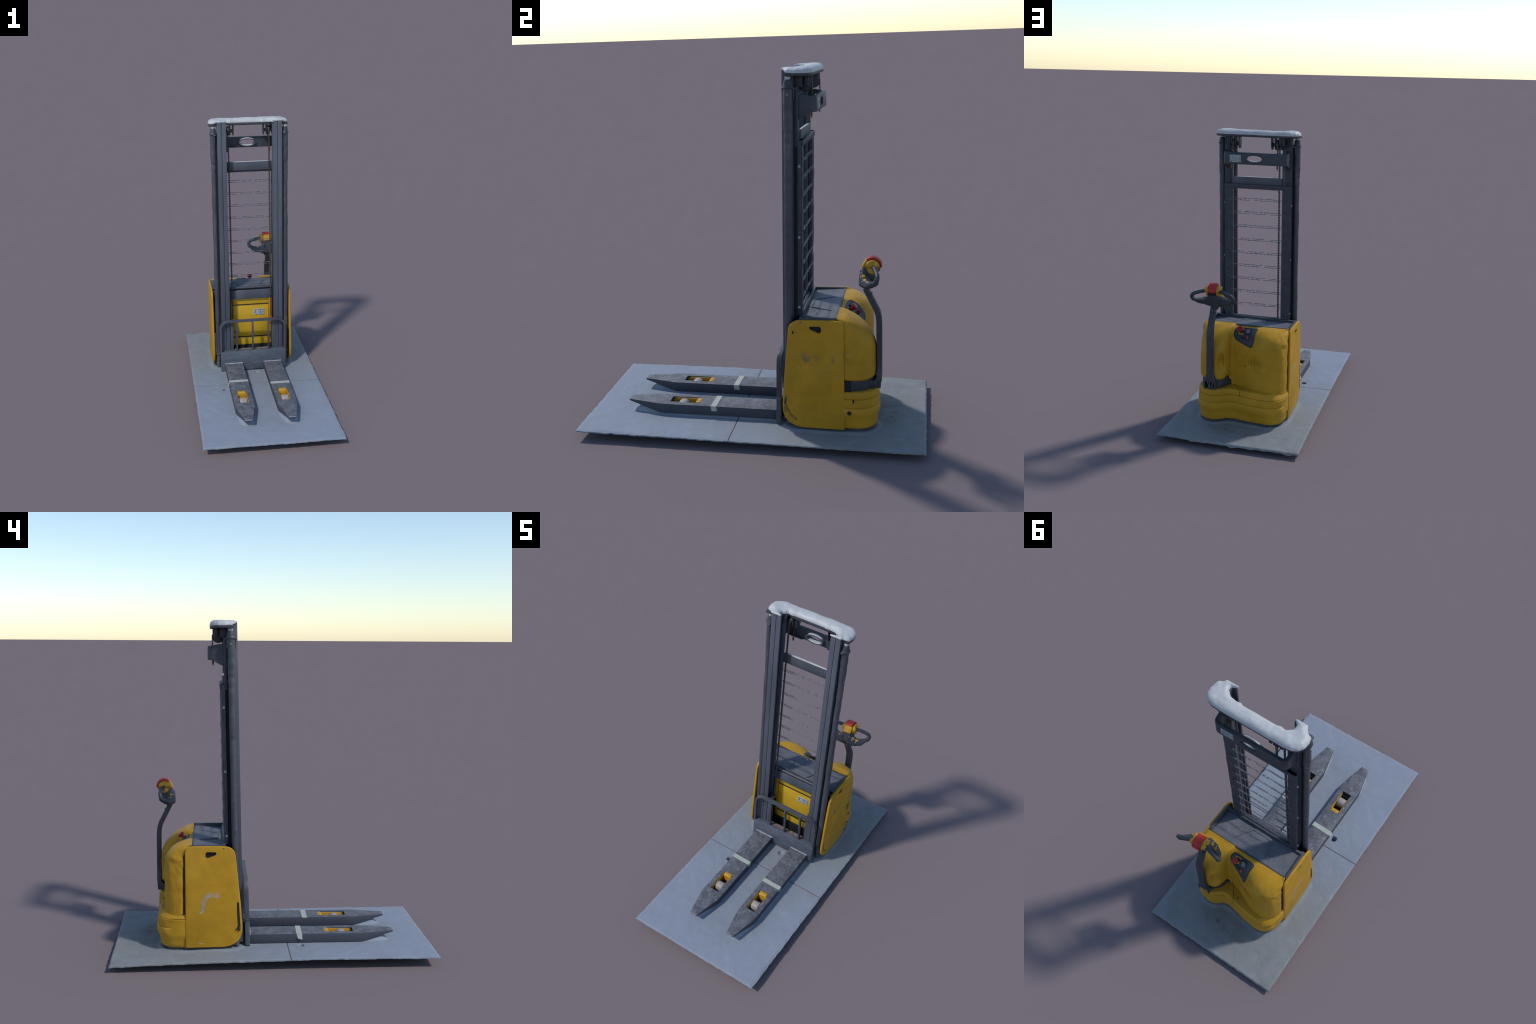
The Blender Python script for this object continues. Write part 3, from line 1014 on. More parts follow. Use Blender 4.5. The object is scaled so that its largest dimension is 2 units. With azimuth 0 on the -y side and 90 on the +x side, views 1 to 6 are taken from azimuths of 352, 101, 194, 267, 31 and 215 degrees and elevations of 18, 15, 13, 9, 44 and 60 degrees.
# broken fringe below the top rail
b = Build()
for k in range(60):
    x = -0.16 + 0.32 * k / 59
    L = 0.003 + 0.007 * RNG.random() ** 2
    b.box(x - 0.0008, x + 0.0008, 0.1, 0.102, 1.602 - L, 1.6035, 0)
b.done("guard_fringe", guard, m_guard, lean=True, kind="stuff")
for i in range(10):
    zc = 0.6985 + 0.0923 * i
    b = Build()
    for dz in (-0.006, 0.006):
        x = -0.205
        while x < 0.205:
            edge = abs(x) > 0.14
            L = RNG.uniform(0.03, 0.07) if edge else RNG.uniform(0.010, 0.035)
            x1 = min(x + L, 0.208)
            if edge or RNG.random() < 0.9:
                za = zc + dz + RNG.uniform(-0.0014, 0.0014)
                zb = zc + dz + RNG.uniform(-0.0014, 0.0014)
                n = max(2, int((x1 - x) / 0.005))
                b.tube([(x + (x1 - x) * k / n, 0.1035 + 0.0008 * nz(x, k, i, 2.3), za + (zb - za) * k / n + 0.0016 * nz(k, i, x, 1.7)) for k in range(n + 1)], 0.0019, 5, up=(0, 1, 0),
                       scale=lambda q, s=RNG.random() * 50: 0.95 + 1.1 * nz(q, s, 0, 0.8))
                if not edge:
                    for q in range(RNG.randint(1, 4)):
                        xn = RNG.uniform(x, x1)
                        L2 = RNG.uniform(0.002, 0.0055)
                        b.box(xn - 0.0009, xn + 0.0009, 0.1028, 0.1043, za - L2 * 0.6, za + L2, 0)
            x = x1 + (0.0 if edge else RNG.uniform(0.001, 0.007))
    b.done("guard_wire", guard, m_wire, lean=True)
for s in (-1, 1):
    for z in (0.741, 1.126, 1.50):
        b = Build()
        b.cyl((s * 0.2345 + GX * 0.6, 0.087, z), (1, 0, 0), 0.0078, 0.003, n=18, bev=0.0008)
        b.cyl((s * 0.237 + GX * 0.6, 0.087, z), (1, 0, 0), 0.0055, 0.006, n=6, bev=0.001)
        b.done("guard_bolt", guard, m_zinc, lean=True)

# ------------------------------------------------------------------- body
b = Build()
b.box(-0.288, 0.299, 0.292, 0.515, 0.09, 0.662, 0.004)
b.box(-0.27, 0.275, 0.50, 0.56, 0.10, 0.60, 0.004)
body = b.done("chassis", truck, m_yellow)
b = Build()
# front plates seen between the rails
b.box(-0.134, 0.146, 0.284, 0.296, 0.555, 0.606, 0.003)
b.box(-0.134, 0.146, 0.284, 0.296, 0.285, 0.552, 0.003)
b.box(-0.134, 0.146, 0.282, 0.296, 0.215, 0.281, 0.003)
b.done("battery_cover", body, m_yfront)
b = Build()
b.box(-0.1515, -0.1355, 0.268, 0.30, 0.40, 0.612, 0.002)
b.box(0.1475, 0.1735, 0.268, 0.30, 0.40, 0.612, 0.002)
b.done("side_flange", body, m_amber)
b = Build()
b.box(-0.135, 0.147, 0.28, 0.286, 0.551, 0.556, 0)
b.box(-0.135, 0.147, 0.279, 0.286, 0.280, 0.286, 0)
b.box(-0.17, 0.18, 0.276, 0.29, 0.606, 0.6085, 0)
b.box(-0.27, 0.28, 0.275, 0.293, 0.09, 0.214, 0.002)
b.box(-0.28, -0.155, 0.284, 0.293, 0.214, 0.66, 0)
b.box(0.177, 0.285, 0.284, 0.293, 0.214, 0.66, 0)
b.done("dark_recess", body, m_black)
b = Build()
b.box(-0.124, -0.107, 0.276, 0.288, 0.318, 0.336, 0.002)
b.done("latch", body, m_darkprint)
b = Build()
b.box(0.0305, 0.1145, 0.2815, 0.2842, 0.463, 0.512, 0.0008)
for r in range(6):
    for q in range(9):
        if (r * 5 + q * 3 + (r * q) % 4) % 3 == 0 or r == 0:
            x, z = 0.0335 + q * 0.009, 0.506 - r * 0.0072
            b.box(x, x + 0.0082, 0.2810, 0.2818, z - 0.0052, z, 0, 1)
        elif (r + q) % 4 == 0:
            x, z = 0.0335 + q * 0.009, 0.506 - r * 0.0072
            b.box(x, x + 0.007, 0.2812, 0.2818, z - 0.003, z, 0, 2)
b.done("data_plate", body, [m_lightgrey, m_darkprint, m_white])

# support legs / lower yellow lugs at the front corners
b = Build()
for s in (-1, 1):
    cx = 0.003 + s * 0.268
    b.prism([(0.228, 0.09), (0.29, 0.09), (0.29, 0.20), (0.25, 0.17), (0.226, 0.13)], 0, cx - 0.009, cx + 0.009, 0.004)
b.done("front_lug", body, m_yellow)

# side panels
PAN = [(0.526, 0.071), (0.30, 0.073), (0.262, 0.080), (0.228, 0.097), (0.204, 0.124), (0.191, 0.158), (0.1885, 0.20), (0.199, 0.338), (0.2215, 0.551),
       (0.230, 0.640), (0.236, 0.660), (0.249, 0.677), (0.268, 0.688), (0.29, 0.6925), (0.40, 0.695), (0.485, 0.694), (0.512, 0.689), (0.523, 0.680), (0.527, 0.662)]
SLOT = [(0.346, 0.661), (0.398, 0.662), (0.406, 0.655), (0.407, 0.632), (0.400, 0.624), (0.390, 0.624), (0.350, 0.641), (0.342, 0.651)]


def panel(x0, x1, dz, mat):
    b = Build()
    b.prism([(y, z + dz * (1 if z < 0.3 else 0.3)) for y, z in PAN], 0, x0, x1, 0.0045, seg=3, ang=50)
    p = b.done("side_panel", body, mat, angle=40)
    c = Build()
    c.prism(SLOT, 0, x0 - 0.05, x1 + 0.05)
    if x0 > 0:
        c.prism([(0.2515, 0.615), (0.2595, 0.615), (0.2595, 0.628), (0.2555, 0.633), (0.2515, 0.628)], 0, x0 - 0.05, x1 + 0.05)
    else:
        c.prism([(0.2230, 0.352), (0.2175, 0.359), (0.2110, 0.352), (0.2030, 0.23), (0.2005, 0.20), (0.2005, 0.187), (0.214, 0.171), (0.226, 0.168), (0.217, 0.182), (0.243, 0.172), (0.224, 0.197), (0.2170, 0.213), (0.2205, 0.26)], 0, x0 - 0.05, x1 + 0.05)
    cut(p, c, 40)
    d = Build()
    d.box(min(x0, x1) + (0.0 if x0 > 0 else 0.0165), max(x0, x1) - (0.0165 if x0 > 0 else 0.0), 0.335, 0.412, 0.615, 0.668, 0)
    return p


pr = panel(0.2960, 0.3135, 0.0, m_panel_r)
pl = panel(-0.3015, -0.2865, 0.006, m_panel_l)
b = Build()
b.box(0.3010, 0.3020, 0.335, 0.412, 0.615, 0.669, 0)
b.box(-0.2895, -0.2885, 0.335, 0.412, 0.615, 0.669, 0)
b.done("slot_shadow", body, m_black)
b = Build()
b.cyl((-0.277, 0.214, 0.28), (0, 0.06, 1), 0.012, 0.16, n=16)
b.done("panel_strut", body, m_tube)
# shallow embossed field and screws on the right panel
b = Build()
b.box(0.3130, 0.3141, 0.276, 0.456, 0.266, 0.436, 0.0010)
b.done("embossed_field", body, m_panel_r)
b = Build()
for y, z in ((0.283, 0.432), (0.450, 0.431)):
    b.box(0.3136, 0.3146, y - 0.005, y + 0.005, z - 0.0015, z + 0.0015, 0.0004)
b.done("worn_corner", body, m_zinc)


def screw(x, y, z, r=0.004, d=(1, 0, 0), mat=m_darkprint):
    b = Build()
    b.cyl((x, y, z), d, r, 0.003, n=14, bev=0.0008)
    b.done("panel_screw", body, mat)


for s, x in ((1, 0.3145), (-1, -0.3025)):
    screw(x, 0.298, 0.6835)
screw(0.3145, 0.287, 0.676, 0.003)


# rear cover: outline in plan, each station rising to the tray edge on a rounded shoulder
OUT = [(0.3050, 0.520), (0.3060, 0.560), (0.298, 0.612), (0.275, 0.653), (0.236, 0.681), (0.196, 0.691), (0.158, 0.686), (0.129, 0.668),
       (0.113, 0.639), (0.104, 0.604), (0.0985, 0.577), (0.088, 0.567), (0.070, 0.568), (0.018, 0.585), (-0.05, 0.616), (-0.11, 0.638), (-0.17, 0.650),
       (-0.220, 0.649), (-0.257, 0.633), (-0.279, 0.603), (-0.2885, 0.567), (-0.2895, 0.547), (-0.2825, 0.534), (-0.2800, 0.520)]
PLAN = smooth_curve([(x, y, 0) for x, y in OUT], 10)


def bulge(v, a, b):
    return sstep(v, a[0], a[1]) * (1 - sstep(v, b[0], b[1]))


def cover_point(p, t):
    """t 0..0.5 wall, 0.5..1 shoulder."""
    drum = sstep(p.x, 0.085, 0.108)
    left = 1 - sstep(p.x, -0.14, -0.02)
    z0 = 0.288 + drum * (0.066 + 0.022 * (1 - sstep(p.y, 0.58, 0.66)) * (1 - sstep(p.x, 0.12, 0.2)))
    if p.x < -0.1:
        z0 = 0.288 - 0.036 * left
    z1 = 0.52 - 0.02 * drum + 0.045 * left
    zt = 0.6875 + 0.015 * drum + 0.006 * left
    e = 1.0 - 0.25 * left
    if t <= 0.5:
        k = t / 0.5
        q, z = Vector((p.x, p.y, 0)), z0 + (z1 - z0) * k
        if drum > 0.5 and k < 0.12:     # rolled lower lip of the drum
            s = 1 - k / 0.12
            c = Vector((0.19, 0.58, 0))
            q += (c - q).normalized() * 0.010 * s * s
        y = q.y
    else:
        a = (t - 0.5) / 0.5 * math.pi / 2
        f = 1 - max(0.0, math.cos(a)) ** e
        tgt = Vector((p.x * 0.965, 0.484, 0))
        q = Vector((p.x, p.y, 0)).lerp(tgt, f)
        z = z1 + (zt - z1) * math.sin(a)
    # dents and creases, strongest on the crumpled left shoulder
    nrm = Vector((p.x - 0.0, p.y - 0.45, 0)).normalized()
    amt = 0.0012 + 0.0055 * left * bulge(z, (0.48, 0.60), (0.67, 0.70)) + 0.0028 * left * bulge(z, (0.26, 0.3), (0.5, 0.6)) + 0.0035 * drum * bulge(z, (0.38, 0.45), (0.6, 0.66))
    d = amt * (nz(q.x, q.y, z, 17) + 0.5 * nz(q.x + 3, q.y, z, 38))
    q += nrm * d
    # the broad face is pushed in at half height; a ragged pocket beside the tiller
    hollow = 0.011 * (1 - sstep(q.x, -0.09, 0.0)) * sstep(q.x, -0.215, -0.155) * bulge(z, (0.31, 0.40), (0.46, 0.56))
    q += Vector((0.25, -1, 0)).normalized() * hollow
    px, pz = (q.x - 0.137 - 0.004 * nz(z, 1, 2, 40)) / 0.017, (z - 0.478) / 0.052
    pocket = math.exp(-(px ** 4 + pz ** 4)) * drum * (1 if q.y > 0.6 else 0)
    q += Vector((0.15, -1, 0)) * pocket * (0.034 + 0.012 * nz(q.x, z, 4, 40))
    # crease that runs across the left shoulder
    if left > 0:
        ridge = abs(z - (0.605 + 0.18 * (q.x + 0.20)))
        q += nrm * (0.004 * left * (1 - sstep(ridge, 0.0, 0.014)) * sstep(-q.x, 0.05, 0.10) * (1 - sstep(-q.x, 0.20, 0.25)))
    return Vector((q.x, q.y, z))


rings = [[cover_point(p, t / 48) for p in PLAN] for t in range(49)]
b = Build()
b.loft(rings, close=False, caps=False)
cover = b.done("rear_cover", body, m_yellow, angle=70)
# give the shell thickness so that its open edges are real
modified(cover, [("SOLIDIFY", dict(thickness=0.006, offset=-1.0))], 60)
# normals must face outwards: check against the centre
bm = bmesh.new()
bm.from_mesh(cover.data)
bmesh.ops.recalc_face_normals(bm, faces=bm.faces)
bm.to_mesh(cover.data)
bm.free()
soften(cover.data, 60)
flat = Build()
flat.loft(rings, close=False, caps=False)
COVER_BVH = BVHTree.FromBMesh(flat.bm)
flat.bm.free()


def on_cover(x, z, lift=0.0):
    hit, nrm, _, _ = COVER_BVH.ray_cast(Vector((x, 1.2, z)), Vector((0, -1, 0)))
    if hit is None:
        hit, nrm = Vector((x, 0.49, z)), Vector((0, 0, 1))
    if nrm.y < 0:
        nrm = -nrm
    return hit + nrm * lift, nrm


# drive skirt (lower body) with two pressed seams
SK = [(0.3100, 0.520), (0.3100, 0.585), (0.300, 0.635), (0.275, 0.672), (0.237, 0.698), (0.196, 0.707), (0.156, 0.700), (0.126, 0.682),
      (0.101, 0.662), (0.076, 0.655), (0.045, 0.657), (0.0, 0.666), (-0.06, 0.676), (-0.12, 0.683), (-0.185, 0.688), (-0.232, 0.676),
      (-0.267, 0.648), (-0.288, 0.608), (-0.296, 0.560), (-0.297, 0.520)]
SKP = smooth_curve([(x, y, 0) for x, y in SK], 10)
PROF = [(0.074, -0.030), (0.0745, -0.014), (0.079, -0.010), (0.10, -0.008), (0.126, -0.0065), (0.143, -0.001), (0.158, 0.0045), (0.170, 0.006), (0.192, 0.006), (0.1965, 0.0035),
        (0.1990, -0.001), (0.2012, 0.002), (0.206, 0.0035), (0.236, 0.003), (0.2475, 0.002), (0.2500, -0.0035), (0.2525, 0.000), (0.258, 0.001), (0.276, 0.000), (0.285, -0.002), (0.290, -0.006), (0.2915, -0.011)]


def offset_ring(P, d, z, zfun=None):
    out = []
    for i, p in enumerate(P):
        t = (P[min(i + 1, len(P) - 1)] - P[max(i - 1, 0)]).normalized()
        nrm = Vector((t.y, -t.x, 0)) * -1
        if nrm.dot(Vector((p.x, p.y - 0.45, 0))) < 0:
            nrm = -nrm
        q = p + nrm * d
        out.append(Vector((q.x, q.y, z + (zfun(q) if zfun else 0))))
    return out


def skirt_z(q):
    return 0.0


rings2 = []
for z, d in PROF:
    r = offset_ring(SKP, d, z)
    fat = offset_ring(SKP, d + 0.007, z)
    for k, v in enumerate(r):
        r[k] = v.lerp(fat[k], bulge(z, (0.10, 0.15), (0.24, 0.27)) * (1 - sstep(v.x, -0.12, 0.0)) * sstep(v.y, 0.58, 0.64))
    plain_r = offset_ring(SKP, 0.001, z)
    for k, v in enumerate(r):
        # on the left flank the pressings fade out and the top lip merges into the cover
        f = (1 - sstep(v.x, -0.27, -0.20)) * (1 - sstep(v.y, 0.60, 0.66))
        if 0.13 < z < 0.2475:
            r[k] = v.lerp(plain_r[k], f)
        elif z > 0.2525:
            g = 1 - sstep(v.x, -0.27, -0.15)
            r[k] = v + Vector((0.014 * g, -0.014 * g, 0)) * sstep(z, 0.2525, 0.29)
    r = [v + Vector((0, 0.0022 * nz(v.x, v.z, 1, 11) * (1 if v.x < 0.1 else 0.6), 0)) for v in r]
    rings2.append(r)
inner = smooth_curve([(0.293, 0.515), (0.292, 0.55), (0.283, 0.60), (0.257, 0.638), (0.228, 0.66), (0.195, 0.668), (0.162, 0.663), (0.14, 0.645), (0.12, 0.617), (0.109, 0.588),
                      (0.096, 0.560), (0.07, 0.559), (0.0, 0.581), (-0.06, 0.610), (-0.13, 0.632), (-0.20, 0.638), (-0.242, 0.62), (-0.268, 0.585), (-0.28, 0.55), (-0.284, 0.515)], 10)
rings2.append([Vector((v.x, v.y, 0.2918)) for v in inner])
rings2.append([Vector((v.x * 0.8, min(v.y, 0.54), 0.2915)) for v in inner])
b = Build()
b.loft(rings2, close=False, caps=False)
skirt = b.done("drive_skirt", body, m_yellow, angle=55)
b = Build()
# joint lines on the ledge
for a, c, w in (((0.073, 0.568, 0.2922), (0.005, 0.655, 0.2922), 0.0013), ((0.0045, 0.6685, 0.289), (0.0045, 0.6695, 0.252), 0.0013)):
    b.tube([Vector(a).lerp(Vector(c), k / 10) for k in range(11)], w, 6, up=(1, 0.2, 0.3))
b.done("panel_seam", body, m_seam)
b = Build()
b.cyl((-0.010, 0.631, 0.2925), (0, 0, 1), 0.0045, 0.002, n=14)
b.cyl((0.3165, 0.5535, 0.1745), (1, 0, 0), 0.0115, 0.004, n=24)
b.box(0.3085, 0.3150, 0.571, 0.579, 0.233, 0.250, 0.001)
b.done("cover_plug", body, m_black)
for y, z in ((0.552, 0.606), (0.543, 0.282)):
    screw(-0.2905, y, z, 0.004)
screw(0.3065, 0.548, 0.505, 0.0045, mat=m_zinc)
# dark gap between side panels and cover
b = Build()
b.box(0.27, 0.3060, 0.516, 0.5275, 0.26, 0.665, 0)
b.box(-0.2860, -0.27, 0.519, 0.545, 0.262, 0.66, 0)
b.done("panel_gap", body, m_seam)
# hidden wheels
b = Build()
b.cyl((0.19, 0.585, 0.100), (1, 0, 0), 0.055, 0.06, n=32, bev=0.006)
b.done("drive_wheel", body, m_black)
b = Build()
b.cyl((-0.2, 0.585, 0.088), (1, 0, 0), 0.04, 0.03, n=28, bev=0.004)
b.done("caster_wheel", body, m_black)
b = Build()
und = [(p.x, p.y) for p in offset_ring(SKP, -0.018, 0)]
b.prism(und + [(-0.285, 0.30), (-0.262, 0.255), (0.275, 0.255), (0.30, 0.30)], 2, 0.046, 0.082, 0.0)
b.done("underbody", body, plain("dark_underbody", (0.045, 0.050, 0.058), 0.85, 0.35, 30))  # fill block coloured dark to carry the baked shading beneath the body


# lettering and pressed recess on the rear face
def text_on_cover(body_text, size, x, z, depth, mat, name):
    cu = bpy.data.curves.new("lettering", "FONT")
    cu.body, cu.size, cu.extrude, cu.bevel_depth, cu.resolution_u, cu.shear = body_text, size, 0.0, 0.0, 5, 0.0
    cu.offset = 0.0008
    tmp = bpy.data.objects.new("lettering_tmp", cu)
    COL.objects.link(tmp)
    dg = bpy.context.evaluated_depsgraph_get()
    me = bpy.data.meshes.new_from_object(tmp.evaluated_get(dg))
    bpy.data.objects.remove(tmp)
    t = bmesh.new()
    t.from_mesh(me)
    bpy.data.meshes.remove(me)
    bmesh.ops.triangulate(t, faces=t.faces)
    for _ in range(5):
        long = [e for e in t.edges if e.calc_length() > 0.006]
        if not long:
            break
        bmesh.ops.subdivide_edges(t, edges=long, cuts=1)
        bmesh.ops.triangulate(t, faces=[f for f in t.faces if len(f.verts) > 3])
    geom = bmesh.ops.extrude_face_region(t, geom=t.faces[:])
    up = {v for v in geom["geom"] if isinstance(v, bmesh.types.BMVert)}
    for v in t.verts:
        u, w = v.co.x, v.co.y
        q, nrm = on_cover(x - u * 0.98, z + w, depth if v in up else -0.002)
        v.co = q
    B = Build()
    B._take(t)
    return B.done(name, body, mat, angle=50)


text_on_cover("Yale", 0.093, 0.028, 0.462, 0.0045, m_yellow, "raised_lettering")


def patch(outline, rings, z_lift, name, mat, parent, extra=None):
    """Star-shaped patch laid onto the cover; rings = [(shrink, lift)]."""
    cx = sum(p[0] for p in outline) / len(outline)
    cz = sum(p[1] for p in outline) / len(outline)
    b = Build()
    rr = []
    for k, lift in rings:
        rr.append([on_cover(cx + (x - cx) * k, cz + (z - cz) * k, lift)[0] for x, z in outline])
    b.loft(rr, True, True)
    return b.done(name, parent, mat, angle=40)


def rounded(pts, r=0.3, per=5):
    """Round the corners of a polygon by quadratic blends."""
    P = [Vector((x, y, 0)) for x, y in pts]
    out = []
    n = len(P)
    for i in range(n):
        a, p, c = P[i - 1], P[i], P[(i + 1) % n]
        s, e = p.lerp(a, min(0.5, r / max((a - p).length, 1e-6))), p.lerp(c, min(0.5, r / max((c - p).length, 1e-6)))
        for k in range(per + 1):
            t = k / per
            out.append((1 - t) ** 2 * s + 2 * t * (1 - t) * p + t * t * e)
    res = []
    for i, p in enumerate(out):
        q = out[(i + 1) % len(out)]
        m = max(1, int((q - p).length / 0.006))
        res += [tuple(p.lerp(q, k / m).xy) for k in range(m)]
    return res


rec = rounded([(0.056, 0.437), (-0.172, 0.412), (-0.172, 0.383), (-0.10, 0.392), (0.03, 0.412), (0.052, 0.424)], 0.012)
patch(rec, [(1.0, -0.002), (1.0, 0.0012), (0.97, 0.0022), (0.93, 0.0026), (0.8, 0.0022), (0.6, 0.0022), (0.4, 0.0022), (0.2, 0.0022), (0.03, 0.0022)], 0, "pressed_strip", m_yellow, body)
b = Build()
for dx in (0.0, -0.0095):
    q, nrm = on_cover(-0.004 + dx, 0.447 - 0.001)
    b.box(q.x - 0.0014, q.x + 0.0014, q.y - 0.004, q.y + 0.0012, q.z - 0.006, q.z + 0.006, 0.0005)
b.done("lock_slit", body, m_black)

# control console on the shoulder, laid out in a slanted frame (x across, s down the slope)
CC, CD, CN = Vector((0, 0.56, 0.64)), Vector((0, 0.755, -0.655)), Vector((0, 0.655, 0.755))


def on_slope(x, s, lift=0.0):
    o = CC + Vector((x, 0, 0)) + CD * s + CN * 0.2
    hit, nrm, _, _ = COVER_BVH.ray_cast(o, -CN)
    if nrm.dot(CN) < 0:
        nrm = -nrm
    return hit + CN * lift, nrm


CON = rounded([(0.070, -0.064), (-0.077, -0.062), (-0.068, -0.012), (-0.067, 0.058), (-0.056, 0.076), (-0.046, 0.073), (0.062, 0.020), (0.083, -0.002), (0.085, -0.036)], 0.016)


def console_rings(steps):
    cx, cs = sum(p[0] for p in CON) / len(CON), sum(p[1] for p in CON) / len(CON)
    return [[on_slope(cx + (x - cx) * k, cs + (s - cs) * k, h)[0] for x, s in CON] for k, h in steps]


b = Build()
b.loft(console_rings([(1.045, -0.004), (1.045, 0.0012), (1.0, 0.0016), (0.99, 0.0010)]), True, False)
b.done("console_seal", body, m_black, angle=60)
b = Build()
b.loft(console_rings([(1.0, -0.003), (1.0, 0.0030), (0.985, 0.0048), (0.955, 0.0052), (0.93, 0.0044), (0.87, 0.0022), (0.8, 0.0018), (0.7, 0.0018), (0.6, 0.0018), (0.5, 0.0018), (0.4, 0.0018), (0.3, 0.0018), (0.2, 0.0018), (0.1, 0.0018), (0.02, 0.0018)]), True, True)
console = b.done("control_console", body, m_plastic, angle=45)


def frame_at(x, s, lift=0.002):
    q, nrm = on_slope(x, s, lift)
    nrm = (nrm + CN).normalized()
    e = Vector((-1, 0, 0))
    u = nrm.cross(e).normalized()
    R = Matrix((e, u, nrm)).transposed()
    return q, nrm, R


b = Build()
q, nrm, R = frame_at(0.036, -0.034)
b.prism(rounded([(0.022, 0.022), (-0.022, 0.020), (-0.018, -0.022), (0.016, -0.024)], 0.008), 2, -0.001, 0.0015, 0.0006)
b.done("stop_backplate", body, m_yplain, fn=lambda v: q + R @ v)
b = Build()
b.cyl(q + nrm * 0.005, nrm, 0.0140, 0.009, n=24, mi=1)
b.cyl(q + nrm * 0.016, nrm, 0.0108, 0.022, n=24)
b.cyl(q + nrm * 0.032, nrm, 0.0165, 0.010, r2=0.0212, n=32, bev=0.0015)
b.cyl(q + nrm * 0.0402, nrm, 0.0212, 0.0075, r2=0.0185, n=32, bev=0.002)
b.done("emergency_stop", body, [m_crimson, m_black])
b = Build()
q, nrm, R = frame_at(-0.013, -0.030)
b.cyl(q + nrm * 0.002, nrm, 0.0215, 0.009, n=36, bev=0.0018)
b.cyl(q + nrm * 0.0067, nrm, 0.0178, 0.001, n=36, mi=1)
for a, mi in ((45, 2), (65, 2), (85, 2), (105, 2), (125, 4), (150, 4), (175, 3), (200, 3)):
    d = R @ Vector((math.cos(math.radians(a)), math.sin(math.radians(a)), 0))
    b.cyl(q + nrm * 0.0072 + d * 0.0143, nrm, 0.0027, 0.001, n=8, mi=mi)
t = Build()
t.box(-0.0095, 0.0095, -0.0065, 0.0055, 0.0068, 0.0079, 0.0004)
t.done("gauge_display", body, m_screen, fn=lambda v: q + R @ v)
b.done("battery_gauge", body, [m_black, m_darkprint, m_green, m_crimson, m_yplain])
for x, sl in ((0.027, 0.006), (0.009, 0.013)):
    b = Build()
    q, nrm, R = frame_at(x, sl)
    b.cyl(q, nrm, 0.0072, 0.008, n=18, bev=0.001)
    b.cyl(q + nrm * 0.004, nrm, 0.0046, 0.010, n=14, bev=0.001, mi=1)
    b.done("console_button", body, [m_black, m_plastic])
b = Build()
q, nrm, R = frame_at(-0.019, 0.018)
b.cyl(q, nrm, 0.0105, 0.008, n=20, bev=0.001)
b.cyl(q + nrm * 0.004, nrm, 0.007, 0.004, n=20, bev=0.001, mi=1)
b.done("key_switch", body, [m_black, m_darkprint])
b = Build()
b.box(-0.0028, 0.0028, -0.006, 0.014, 0.004, 0.018, 0.0018)
b.done("ignition_key", body, m_red, fn=lambda v: q + R @ v)
# raised finger ledge along the right of the console
b = Build()
b.tube([on_slope(-0.052 - 0.004 * (k / 10) ** 2 + 0.006 * k / 10, -0.045 + 0.09 * k / 10, 0.0012)[0] for k in range(11)], 0.0026, 8, up=(1, 0, 0))
b.done("console_ridge", body, m_plastic)

# tray on top
b = Build()
TX0, TX1, TY0, TY1 = -0.2875, 0.2975, 0.287, 0.4855
b.box(TX0, TX1, TY0, TY1, 0.652, 0.6815, 0.002)
b.box(TX0, TX0 + 0.021, TY0, TY1, 0.668, 0.6985, 0.004)
b.box(TX1 - 0.021, TX1, TY0, TY1, 0.668, 0.7045, 0.004)
b.box(TX0, TX1, TY1 - 0.010, TY1, 0.668, 0.6965, 0.003)
b.box(TX0, TX1, TY0, TY0 + 0.018, 0.668, 0.6995, 0.004)
tray = b.done("storage_tray", body, m_plastic)
b = Build()
gx, gy = 60, 24
grid = []
for j in range(gy + 1):
    y = TY0 + 0.017 + (TY1 - 0.009 - TY0 - 0.017) * j / gy
    row = []
    for i in range(gx + 1):
        x = TX0 + 0.020 + (TX1 - TX0 - 0.040) * i / gx
        w = j / gy
        z = 0.6835 + 0.010 * w ** 1.5
        z += 0.004 * sstep(x, 0.02, 0.0) * 0 + 0.0008 * nz(x, y, 1, 30)
        # centre panel stands a little proud, between two slanting creases
        cl, cr = 0.066 + (y - 0.324) * 0.6, -0.062 - (y - 0.327) * 0.38
        z += 0.0032 * sstep(x, cr - 0.004, cr + 0.004) * (1 - sstep(x, cl - 0.004, cl + 0.004))
        row.append(b.bm.verts.new((x, y, z)))
    grid.append(row)
for j in range(gy):
    for i in range(gx):
        b.bm.faces.new((grid[j][i], grid[j][i + 1], grid[j + 1][i + 1], grid[j + 1][i]))
b.done("tray_liner", body, m_tray, angle=60)
b = Build()
for a, c in (((0.066, 0.324), (0.134, 0.438)), ((0.066, 0.324), (-0.062, 0.327)), ((-0.062, 0.327), (-0.104, 0.439))):
    n = 12
    b.tube([(a[0] + (c[0] - a[0]) * k / n, a[1] + (c[1] - a[1]) * k / n, 0.6885 + 0.008 * max(0, (a[1] + (c[1] - a[1]) * k / n - 0.324) / 0.15) ** 1.5) for k in range(n + 1)], 0.0046, 8, scale=lambda i: 1.0 - 0.5 * (i / 12))
b.done("tray_rib", body, m_tray)
b = Build()
b.box(-0.2855, -0.258, 0.272, 0.290, 0.655, 0.684, 0.003)
b.box(0.266, 0.2945, 0.272, 0.290, 0.655, 0.684, 0.003)
b.done("tray_bracket", body, m_plastic)
b = Build()
b.prism([(0.475, 0.694), (0.53, 0.688), (0.545, 0.678), (0.53, 0.683), (0.475, 0.688)], 0, 0.276, 0.293, 0.001)
b.done("cover_tab", body, m_amber)

